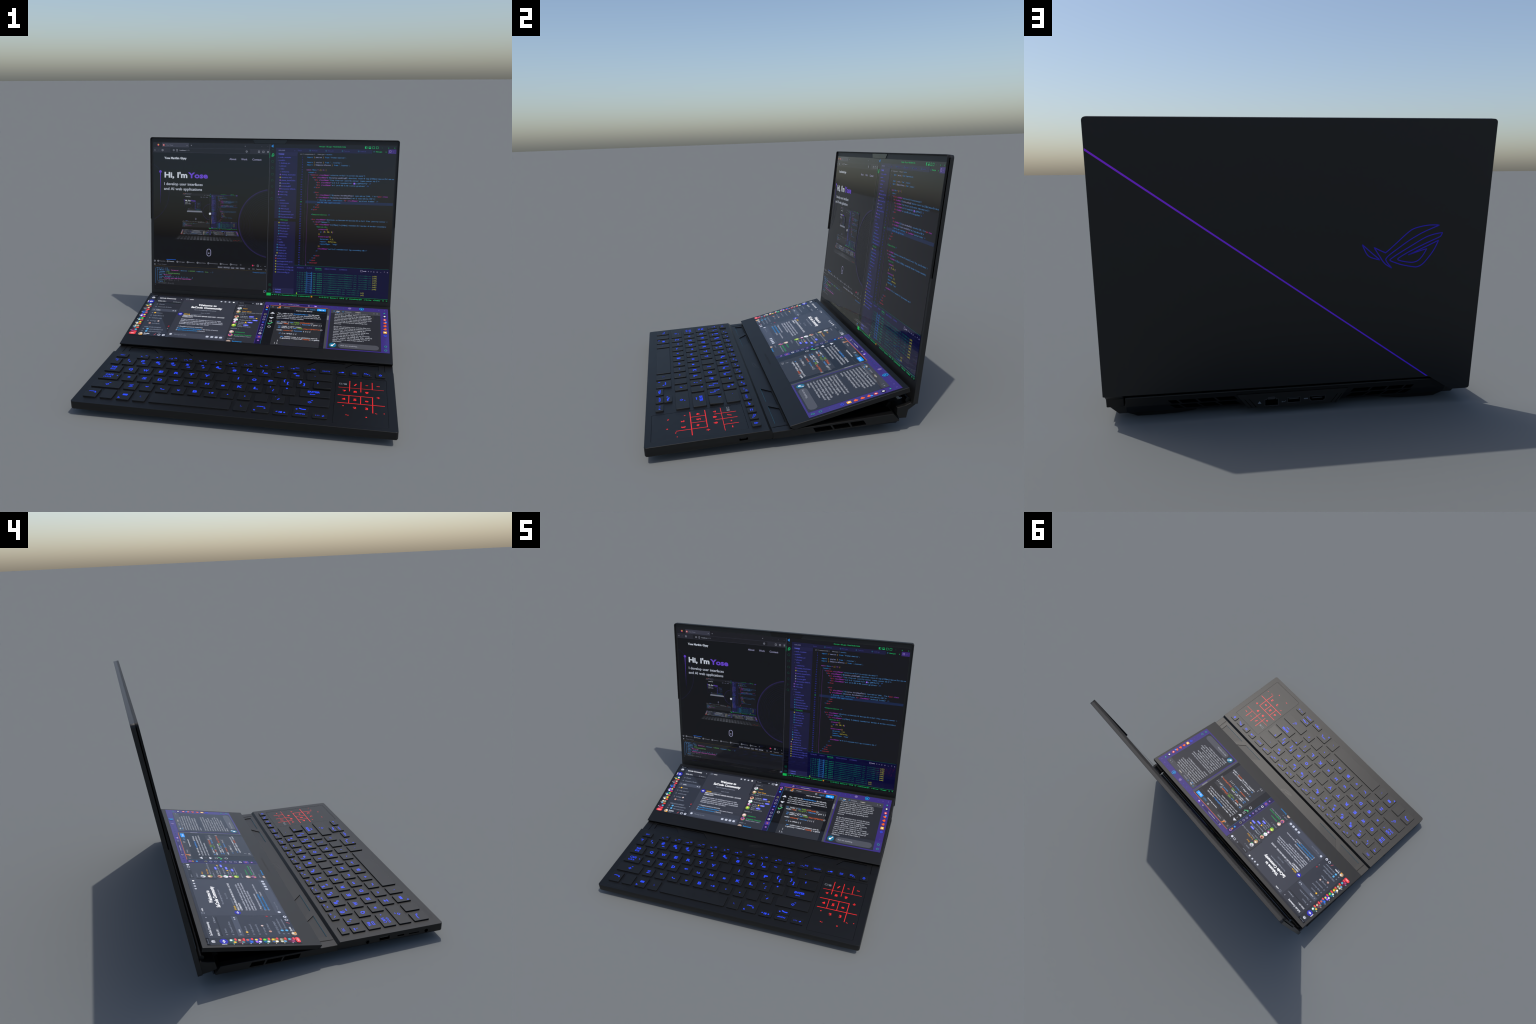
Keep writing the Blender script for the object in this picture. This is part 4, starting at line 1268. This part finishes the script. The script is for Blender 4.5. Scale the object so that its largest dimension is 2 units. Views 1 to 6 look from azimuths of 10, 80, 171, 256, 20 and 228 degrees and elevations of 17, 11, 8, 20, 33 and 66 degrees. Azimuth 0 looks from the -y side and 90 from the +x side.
# channel column
sec.text(C, -0.8880, 0.6290, "SaCode Community", 0.0155, "#f4f6fa", 3, w=0.140, bold=1)
sec.text(C, -0.7060, 0.6290, "v", 0.0120, TXT, 3, bold=1)
sec.text(C, -0.8920, 0.5860, "GOAL: LVL 1", 0.0120, "#f0f2f6", 3, w=0.070, bold=1)
sec.text(C, -0.7600, 0.5860, "0/2 Boosts >", 0.0100, "#b0b6c2", 3, w=0.066)
sec.rect(C, -0.892, 0.5690, -0.694, 0.5760, "#202329", 3, 0.003)
chan = ((0.5380, "Events", "#8d94a2", 0.044, 0), (0.5010, "Channels & Roles", "#8d94a2", 0.116, 0), (0.4560, "rules", "#f0f2f6", 0.036, 0), (0.4130, "* welcome", "#8d94a2", 0.066, 0), (0.3770, "help-discord", "#8d94a2", 0.088, 0), (0.3420, "website-only", "#8d94a2", 0.084, 0), (0.3030, "Lounge", "#8d94a2", 0.052, 0), (0.2690, "Lofi Radio", "#8d94a2", 0.064, 0.026), (0.2180, "WEB DEVELOPMENT", "#8d94a2", 0.136, -0.020), (0.1930, "pembelajaran", "#8d94a2", 0.108, 0.034), (0.1640, "info-event-loker", "#8d94a2", 0.104, 0.034))
for y, s, c, w, dx in chan:
    sec.text(C, -0.8640 + dx, y, s, 0.0125, c, 3, w=w)
    if dx == 0 or dx > 0.03:
        sec.text(C, -0.8870, y, "#", 0.0130, "#8d94a2", 3)
    if dx > 0.02:
        sec.disc(C, -0.8640 + dx - 0.018, y + 0.006, 0.0095, "#58a8d8" if dx > 0.03 else "#c09080", 4, 12)
sec.disc(C, -0.8600, 0.4190, 0.0080, "#f0b830", 4, 10)
sec.disc(C, -0.7960, 0.3090, 0.0080, "#d8c0b8", 4, 10)
sec.text(C, -0.7000, 0.2460, "#", 0.014, "#c83038", 3, bold=1)
sec.text(C, -0.7000, 0.2150, "+", 0.014, "#b0b6c2", 3)
for x in (-0.722, -0.704):
    sec.disc(C, x, 0.4620, 0.0050, "#c8ccd6", 3, 8)
sec.disc(C, -0.8820, 0.1340, 0.0170, "#b89870", 3, 18)
sec.disc(C, -0.8780, 0.1400, 0.0085, "#e8e0d0", 4, 12)
sec.disc(C, -0.8715, 0.1240, 0.0060, "#f0a020", 5, 10)
sec.text(C, -0.8580, 0.1360, "Zodiak", 0.0120, "#f4f6fa", 3, w=0.046, bold=1)
sec.text(C, -0.8580, 0.1220, "#0001", 0.0085, "#9aa0ac", 3, w=0.030)
sec.stroke(C, [(-0.774, 0.126), (-0.762, 0.146)], 0.0035, "#d05a60", 3)
sec.ring(C, -0.735, 0.1350, 0.0095, 0.0035, TXT, 3, 12)
sec.ring(C, -0.700, 0.1350, 0.0085, 0.0060, TXT, 3, 12)
# message column
sec.stroke(C, [(-0.660, 0.634), (-0.644, 0.634), (-0.644, 0.650), (-0.660, 0.650)], 0.0030, "#8d94a2", 3, True)
sec.text(C, -0.632, 0.6360, "rules", 0.0125, "#f0f2f6", 3, w=0.034, bold=1)
for x in (-0.362, -0.328, -0.294, -0.258):
    sec.disc(C, x, 0.6375, 0.0085, "#c8ccd6" if x < -0.27 else "#ffffff", 3, 6)
sec.text(C, -0.4600, 0.5560, "Welcome to", 0.0260, "#ffffff", 3, w=0.150, bold=2, align="c")
sec.text(C, -0.4610, 0.5200, "SaCode Community", 0.0260, "#ffffff", 3, w=0.256, bold=2, align="c")
sec.text(C, -0.4620, 0.4900, "This is the beginning of this server.", 0.0115, "#a4aab8", 3, w=0.186, align="c")
sec.text(C, -0.4520, 0.4500, "March 19, 2023", 0.0105, "#8d94a2", 3, w=0.074, align="c")
sec.disc(C, -0.6500, 0.4250, 0.0200, "#2321a8", 3, 24)
sec.text(C, -0.6500, 0.4180, "</>", 0.015, "#ffffff", 4, w=0.024, bold=2, align="c")
sec.text(C, -0.6190, 0.4240, "SaCode", 0.0130, "#f0c020", 3, w=0.048, bold=1)
sec.text(C, -0.5640, 0.4240, "03/19/2023 9:14 PM", 0.0090, "#8d94a2", 3, w=0.088)
body = ((0.4040, "PERATURAN PERILAKU SERVER DISCORD - SACODE", 0.338, "#e4e6ec", 1), (0.3850, "COMMUNITY", 0.088, "#e4e6ec", 1), (0.3530, "Dengan mendaftar dan bergabung di server ini maka,", 0.325, TXT, 0), (0.3330, "Kalian harus mengikuti seluruh aturan yang ada. Setiap", 0.340, TXT, 0), (0.3130, "pelanggaran pada aturan yang ada dapat menyebabkan", 0.345, TXT, 0), (0.2940, "hukuman seperti Kick / Ban oleh Admin.", 0.240, TXT, 0), (0.2560, "1. Mengikuti peraturan komunitas", 0.202, TXT, 0))
for y, s, w, c, b in body:
    sec.text(C, -0.6245, y, s, 0.0128, c, 3, w=w, bold=b)
LINK = "#1ea0f0"
sec.text(C, -0.6245, 0.2330, "(", 0.0128, TXT, 3, bold=1)
sec.text(C, -0.6195, 0.2330, "https://discord.com/guidelines", 0.0128, LINK, 3, w=0.192)
sec.text(C, -0.4260, 0.2330, ") dan terms of service", 0.0128, TXT, 3, w=0.128)
sec.text(C, -0.6245, 0.2100, "(", 0.0128, TXT, 3, bold=1)
sec.text(C, -0.6195, 0.2100, "https://discord.com/terms", 0.0128, LINK, 3, w=0.162)
sec.text(C, -0.4560, 0.2100, ") Discord", 0.0128, TXT, 3, w=0.058)
sec.disc(C, -0.6480, 0.1550, 0.0105, "#c8ccd6", 4, 14)
sec.text(C, -0.6200, 0.1490, "Message # rules", 0.0110, "#7e8592", 4, w=0.094)
for x in (-0.362, -0.326, -0.292, -0.258):
    sec.rect(C, x - 0.011, 0.1440, x + 0.011, 0.1640, "#c0c5d0", 4, 0.006)
# member column
sec.text(C, -0.2100, 0.6330, "Search", 0.0100, "#9aa0ac", 3, w=0.038)
sec.ring(C, -0.099, 0.6385, 0.005, 0.0024, "#9aa0ac", 3, 10)
sec.stroke(C, [(-0.070, 0.631), (-0.052, 0.631), (-0.052, 0.646), (-0.070, 0.646)], 0.0035, TXT, 3, True)
sec.disc(C, -0.030, 0.6385, 0.0105, TXT, 3, 14)
for x, s in ((-0.062, "-"), (-0.038, "o"), (-0.014, "x")):
    sec.text(C, x, 0.6625, s, 0.0080, "#9aa0ac", 3, align="c")
for y, s, w in ((0.5930, "ADMIN - 2", 0.060), (0.4740, "BOT ADMIN - 4", 0.082), (0.2770, "MENTOR - 2", 0.066), (0.1480, "STAFF - 2", 0.056)):
    sec.text(C, -0.2080, y, s, 0.0095, "#9aa0ac", 3, w=w)
people = ((0.5580, "#d8d8dc", "Arjun", "#f0b020", 0.036, None, "#8a8a90"), (0.5100, "#b89060", "Yose Giyay", "#f0b020", 0.076, "Playing Visual Studio Code", "#e8e0d0"), (0.4400, "#d8a890", "Lofi Radio", "#b8bec8", 0.060, "Listening to 24/7 Music", "#803a30"), (0.3990, "#f4f4f6", "Muslimreky Bot", "#a0a6b2", 0.096, None, "#d0d0d8"), (0.3620, "#7a1e60", "ProBot", "#a0a6b2", 0.044, "Playing Help", "#f0e0ec"), (0.3240, "#98b830", "Mee6+", "#a0a6b2", 0.036, "Playing mee6.xyz/p", "#e0f080"), (0.2390, "#d8b0a0", "Sulistianto", "#27b65c", 0.076, None, "#f0e8e0"), (0.1980, "#c86a80", "Janggkung Cempaka", "#27b65c", 0.132, "Playing Honkai: Impact", "#3a3a80"), (0.1230, "#b8a090", "Rachmawati", "#1ea0f0", 0.072, None, "#e8e0d8"))
for k, (y, av, nm, c, w, sub, hair) in enumerate(people):
    if y > 0.13:
        sec.disc(C, -0.1930, y, 0.0175, av, 3, 18)
        sec.disc(C, -0.1960, y + 0.0060, 0.0090, hair, 4, 12)
        sec.disc(C, -0.1815, y - 0.0125, 0.0058, "#23a55a", 5, 10)
    else:
        sec.poly(C, [(-0.1930 + 0.0175 * math.cos(a), y - 0.006 + 0.0175 * math.sin(a)) for a in np.linspace(0, math.pi, 12)], av, 3)
    sec.text(C, -0.1640, y + (0.002 if sub else -0.006), nm, 0.0125, c, 3, w=w)
    if sub:
        sec.text(C, -0.1640, y - 0.0145, sub, 0.0100, "#a4aab6", 3, w=min(0.0058 * len(sub), 0.146))
    if k in (2, 3, 4, 5):
        x = -0.164 + w + (0.026 if k == 4 else 0.008)
        sec.rect(C, x, y - (0.004 if k == 3 else -0.001), x + 0.040, y + (0.012 if k == 3 else 0.017), "#5560f2", 4, 0.004)
        sec.text(C, x + 0.005, y + (-0.001 if k == 3 else 0.0040), "v BOT", 0.0085, "#c8ccff", 5, w=0.029, bold=1)
    if k == 4:
        sec.disc(C, -0.164 + w + 0.012, y + 0.008, 0.0075, "#f0b830", 4, 8)
sec.disc(C, -0.032, 0.4300, 0.0060, "#f0b830", 4, 8)
sec.disc(C, -0.008, 0.4990, 0.0060, "#8d94a2", 4, 6)

# ---- web view: purple frame, vertical tabs, question page, chat panel, side bar
PU = "#3b2d76"
sec.rect(K, 0.0000, W0, 0.978, W1, PU, 1)
sec.rect(K, 0.0040, W0, 0.0480, 0.6330, "#1e1646", 2)
sec.rect(K, 0.0480, W0, 0.5090, 0.6330, "#151619", 2)
sec.rect(K, 0.0480, 0.5870, 0.5090, 0.6300, "#2b2c2f", 3)
sec.rect(K, 0.0480, 0.6295, 0.5090, 0.6330, "#d06a2a", 4)
sec.rect(K, 0.1200, W0, 0.4760, 0.4290, "#2c2d30", 3, 0.0)
sec.rect(K, 0.5090, W0, 0.5270, 0.6330, "#46474b", 3)
sec.rect(K, 0.5120, 0.4750, 0.5240, 0.5330, "#7a7b80", 4)
sec.rect(K, 0.5370, 0.1270, 0.9190, 0.6230, "#2a2b30", 3)
sec.rect(K, 0.5370, 0.5740, 0.9190, 0.6230, "#404146", 4)
sec.rect(K, 0.1060, 0.6430, 0.3710, 0.6640, "#241a52", 3, 0.010)
sec.stroke(K, [(0.048, W0), (0.048, 0.633)], 0.0020, "#1f6a8a", 4)
sec.text(K, 0.144, 0.6495, "https://", 0.0095, "#7d78a8", 4, w=0.048)
sec.text(K, 0.192, 0.6495, "stackoverflow...", 0.0095, "#d8d4f0", 4, w=0.094)
sec.ring(K, 0.122, 0.6535, 0.0065, 0.0030, "#c8c4e0", 4, 8)
sec.ring(K, 0.356, 0.6530, 0.0065, 0.0030, "#c8c4e0", 4, 4)
for x in (0.030, 0.070):
    sec.ring(K, x, 0.6535, 0.0050, 0.0024, "#2c4a7a", 3, 8)
sec.rect(K, 0.402, 0.6450, 0.418, 0.6560, "#d8c8f8", 4)
sec.rect(K, 0.398, 0.6520, 0.412, 0.6640, "#6a28d8", 4)
for x in (0.446, 0.494, 0.540, 0.586, 0.632):
    sec.disc(K, x, 0.6530, 0.0055, "#2c4a8a", 3, 6)
sec.disc(K, 0.680, 0.6530, 0.0125, "#8a78b0", 4, 18)
sec.ring(K, 0.680, 0.6530, 0.0070, 0.0030, "#5a4880", 5, 8)
sec.disc(K, 0.774, 0.6530, 0.0185, "#0f3a80", 4, 22)
sec.ring(K, 0.774, 0.6530, 0.0165, 0.0040, "#1f9ad8", 5, 20)
sec.text(K, 0.774, 0.6440, "b", 0.018, "#38b0f0", 5, bold=2, align="c")
for x, s in ((0.866, "-"), (0.908, "o"), (0.952, "x")):
    sec.text(K, x, 0.6490, s, 0.0090, "#9a8ad0", 3, align="c")
# vertical tab icons
tabs = ((0.6130, "#c078e0", 1), (0.5930, "#c8902a", 0), (0.5640, "#2fa0f0", 0), (0.4980, "#8a8a60", 1), (0.4620, "#8a88a8", 1), (0.4260, "#8a88a8", 1), (0.3890, "#3f60e0", 0), (0.3530, "#8a68b8", 0), (0.3160, "#8a88a8", 1), (0.2800, "#8a88a8", 1), (0.2430, "#f0f0f4", 1), (0.1560, "#9a68c0", 0))
for y, c, hollow_icon in tabs:
    if hollow_icon:
        sec.ring(K, 0.026, y, 0.0085, 0.0040, c, 4, 14)
    else:
        sec.disc(K, 0.026, y, 0.0085, c, 4, 8, 0.0075)
sec.rect(K, 0.0080, 0.1800, 0.0450, 0.2180, "#4a3090", 3, 0.004)
sec.rect(K, 0.0200, 0.1920, 0.0330, 0.2060, "#b06060", 4)
# question page
for k in range(3):
    sec.rect(K, 0.064, 0.6020 + 0.005 * k, 0.078, 0.6040 + 0.005 * k, "#8a8c90", 4)
sec.stroke(K, [(0.108, 0.608), (0.108, 0.594), (0.134, 0.594), (0.134, 0.608)], 0.0035, "#b8bac0", 4)
for k in range(4):
    sec.stroke(K, [(0.113 + 0.003 * k, 0.599 + 0.0065 * k), (0.130 + 0.0015 * k, 0.601 + 0.008 * k)], 0.0045, "#f08a30", 4)
sec.text(K, 0.164, 0.6040, "Products", 0.0100, "#b8bac0", 4, w=0.044)
sec.ring(K, 0.340, 0.6080, 0.0070, 0.0030, "#c8cad0", 4, 12)
sec.rect(K, 0.3640, 0.5880, 0.4200, 0.6190, "#263848", 4, 0.003)
sec.text(K, 0.392, 0.5980, "Log in", 0.0105, "#4fa0e0", 5, w=0.036, align="c")
sec.rect(K, 0.4270, 0.5880, 0.4960, 0.6190, "#1a9bff", 4, 0.003)
sec.text(K, 0.4615, 0.5980, "Sign up", 0.0115, "#e0f2ff", 5, w=0.044, bold=1, align="c")
sec.stroke(K, [(0.250, 0.5870), (0.250, 0.5600), (0.493, 0.5600), (0.493, 0.5870)], 0.0018, "#4a4c50", 4)
sec.text(K, 0.262, 0.5690, "Improve this answer", 0.0115, "#d8dadf", 4, w=0.130, bold=1)
SOT = "#d4d6dc"
sec.poly(K, [(0.062, 0.5130), (0.100, 0.5130), (0.081, 0.5360)], "#d4d6dc", 4)
sec.poly(K, [(0.062, 0.4620), (0.100, 0.4620), (0.081, 0.4400)], "#d4d6dc", 4)
sec.text(K, 0.081, 0.4820, "5", 0.0150, "#8a8c92", 4, align="c")
sec.stroke(K, [(0.074, 0.402), (0.088, 0.402), (0.088, 0.420), (0.074, 0.420)], 0.0040, "#b8bac0", 4, True)
sec.stroke(K, [(0.064, 0.3830), (0.076, 0.3700), (0.098, 0.3950)], 0.0090, "#4fbf78", 4)
sec.ring(K, 0.081, 0.3360, 0.0105, 0.0040, "#b8bac0", 4, 16)
sec.text(K, 0.1220, 0.5200, "Yes - refer to the", 0.0135, SOT, 4, w=0.122, bold=1)
sec.text(K, 0.2480, 0.5200, "SimplifyModifier.js", 0.0135, "#3f86d0", 4, w=0.112, bold=1)
sec.text(K, 0.3660, 0.5200, "for full code,", 0.0135, SOT, 4, w=0.086, bold=1)
for y, s, w in ((0.4970, "but the gist is that you can use SimplifyModifier as", 0.336), (0.4750, "usual, except that you need to traverse the model in", 0.346), (0.4530, "case it contains multiple meshes.", 0.216)):
    sec.text(K, 0.1200, y, s, 0.0135, SOT, 4, w=w)
SP = {"w": "#e4e6ea", "b": "#5a9ade", "g": "#7aa83a", "o": "#e0682c"}
stack = ((0.4040, 0.131, "^bvar ^wloader = ^bnew ^gTHREE^w.^oGLTFLoader^w();"), (0.3850, 0.131, "^wloader.^oload^w( ^g'foo.gltf'^w, ^bfunction ^w( gltf ) {"), (0.3480, 0.148, "^bvar ^wmodel = gltf.scene;"), (0.3300, 0.148, "^bvar ^wmodifier = ^bnew ^gTHREE^w.^oSimplifyModifier^w()"), (0.2970, 0.148, "^wmodel.^otraverse^w( ^bfunction ^w( o ) {"), (0.2570, 0.165, "^bif ^w( o.isMesh ) {"), (0.2180, 0.182, "^bvar ^wnumVertices = o.geometry.attrib"), (0.1990, 0.182, "^wo.geometry = modifier.^omodify^w( o.geome"), (0.1630, 0.165, "^w}"), (0.1330, 0.148, "^w} );"))
for y, x, l in stack:
    sec.code(K, x, y, l, 0.0138, 0.00790, SP, 4)
# assistant panel
sec.ring(K, 0.562, 0.6010, 0.0060, 0.0030, "#2f7aa8", 5, 8)
for x, s, w, c in ((0.578, "Chat", 0.026, "#f0f0f4"), (0.646, "Compose", 0.050, "#9a9ca4"), (0.728, "Insights", 0.040, "#c8c0b0")):
    sec.text(K, x, 0.5960, s, 0.0110, c, 5, w=w, bold=1)
sec.rect(K, 0.582, 0.5840, 0.600, 0.5875, "#4fa8f0", 5)
sec.ring(K, 0.632, 0.6010, 0.0060, 0.0030, "#2f7aa8", 5, 8)
sec.text(K, 0.868, 0.5950, "|", 0.0120, "#a8aab0", 5)
sec.text(K, 0.890, 0.5950, "x", 0.0120, "#a8aab0", 5, bold=1)
chat = ("The other warnings are related to shaders|0.256", "and texture handling. These warnings might|0.276", "not be directly related to the animation issue|0.284", "you're experiencing, but it's still a good idea|0.280", "to address them. You could try checking your|0.284", "texture setup to make sure that you're|0.244", "correctly specifying and uploading your|0.252", "textures.|0.056", "", "As for the animation issue, it looks like your|0.274", "GLTF model does have an animation named|0.276", "'Animation'. You could try logging the|0.240", "action  object that you create using the|0.264", "mixer.clipAction  method to the|0.226", "console to see if it's being set up correctly.|0.272", "You could also try calling the  play  method|0.286", "on the  action  object directly instead of|0.270", "using a hook to see if that makes a|0.226", "difference.|0.068")
y = 0.5720
for l in chat:
    if l:
        s, w = l.rsplit("|", 1)
        sec.text(K, 0.5690, y, s, 0.0128, "#c8cace", 4, w=float(w))
        y -= 0.0205
    else:
        y -= 0.0170
sec.disc(K, 0.5740, 0.1650, 0.0265, "#136a88", 4, 26)
sec.stroke(K, [(0.590, 0.184), (0.578, 0.168)], 0.0060, "#f4f8fa", 5)
sec.poly(K, [(0.582, 0.170), (0.560, 0.166), (0.562, 0.152), (0.574, 0.150)], "#f4f8fa", 5)
sec.rect(K, 0.6130, 0.1370, 0.9040, 0.1920, "#4c4d52", 4, 0.0270)
sec.text(K, 0.6300, 0.1590, "Ask me anything...", 0.0130, "#b0b2b8", 5, w=0.128)
# side bar icons
for y, c, sh in ((0.6130, "#23c08a", 0), (0.5700, "#16181c", 1), (0.5240, "#e0483c", 2), (0.4830, "#f06020", 3), (0.4430, "#f06020", 3), (0.4020, "#f06020", 3), (0.3610, "#f0b020", 4), (0.3200, "#2f56f0", 5), (0.2830, "#2a8a80", 6), (0.2450, "#2a8a80", 6), (0.1900, "#2a8a80", 7), (0.1450, "#2a8a80", 7)):
    x = 0.9510
    if sh == 0:
        sec.disc(K, x - 0.002, y, 0.0055, c, 4, 8)
    elif sh == 1:
        sec.rect(K, x - 0.012, y - 0.012, x + 0.012, y + 0.012, c, 4, 0.004)
        sec.disc(K, x, y, 0.0080, "#e8e8ea", 5, 12)
    elif sh == 2:
        sec.disc(K, x, y, 0.0115, c, 4, 14, 0.0125)
        sec.disc(K, x, y, 0.0055, "#f8d8d0", 5, 10)
    elif sh == 3:
        sec.poly(K, [(x - 0.014, y), (x + 0.004, y + 0.014), (x + 0.011, y + 0.008), (x + 0.011, y - 0.010), (x, y - 0.013)], c, 4)
        if y > 0.48:
            sec.disc(K, x + 0.008, y + 0.012, 0.0075, "#2f9af0", 5, 12)
    elif sh == 4:
        sec.rect(K, x - 0.013, y - 0.013, x + 0.013, y + 0.013, c, 4, 0.003)
        sec.disc(K, x, y, 0.0065, "#fff6dc", 5, 10)
    elif sh == 5:
        sec.stroke(K, [(x - 0.010, y), (x, y + 0.010), (x + 0.010, y), (x, y - 0.010)], 0.0055, c, 4, True)
    elif sh == 6:
        sec.text(K, x, y - 0.005, "+" if y < 0.26 else "-", 0.010, c, 4, align="c")
    else:
        sec.ring(K, x, y, 0.0085, 0.0040, c, 4, 12)

# ---- the page shows a small picture of this very laptop: both pictures again, scaled down
P = "pictured_laptop"
top_items, low_items = list(main.items), list(sec.items)


def shrink(items, fn, layer0, detail=0.0):
    for part, col, layer, v, t in items:
        if np.ptp(v, axis=0).max() < detail or part == P:
            continue
        main.items.append((P, col, layer0 + 0.4 * layer, np.column_stack(fn(v[:, 0], v[:, 1])), t))


main.rect(P, -0.731, 0.655, -0.256, 0.955, "#07080c", 3.0)
tiny = lambda x, s: (-0.7255 + (x - X0) * 0.2380, 0.660 + (s - S0) * 0.2355)
shrink([i for i in top_items if i[2] > 0], tiny, 3.2)


def lean(x, w):
    k = (w - 0.0) / 0.72
    half = 0.259 - 0.021 * k
    return (-0.494 + x / 0.9975 * half, 0.600 + 0.052 * k)


main.poly(P, [(-0.753, 0.600), (-0.235, 0.600), (-0.256, 0.653), (-0.732, 0.653)], "#15161a", 3.0)
shrink(low_items, lean, 3.2)
# its keyboard: rows of pale slivers on a grey wedge
main.poly(P, [(-0.797, 0.560), (-0.207, 0.560), (-0.233, 0.598), (-0.755, 0.598)], "#1c1d20", 3.0)
for r in range(5):
    y, half = 0.5650 + 0.0062 * r, 0.285 - 0.0048 * r
    for k in range(17):
        x = -0.502 - half + 0.012 + (2 * half - 0.085) * k / 17
        glow = int(230 - 90 * abs(k - 8) / 8 - 16 * r)
        main.rect(P, x, y, x + 0.020, y + 0.0036, "#%02x%02x%02x" % (glow // 2, glow // 2, glow // 2 + 4), 3.4)
for k in range(4):
    main.rect(P, -0.292 + 0.014 * k, 0.568 + 0.004 * (k % 2), -0.283 + 0.014 * k, 0.571 + 0.004 * (k % 2), "#8a2a20", 3.6)
# third level, only as much as can be seen
again = lambda x, s: (-0.680 + (x - X0) * 0.058, 0.810 + (s - S0) * 0.058)
shrink([i for i in top_items if i[2] > 0 and np.ptp(i[3], axis=0).max() > 0.05], again, 6.2)
main.poly(P, [(-0.688, 0.794), (-0.556, 0.794), (-0.561, 0.807), (-0.683, 0.807)], "#8a8c96", 6.2)
main.disc(P, -0.4900, 0.7860, 0.0095, "#f4f4f6", 9.2, 20)

main.build(lid_shell)
sec.build(second_display)

bpy.context.view_layer.update()
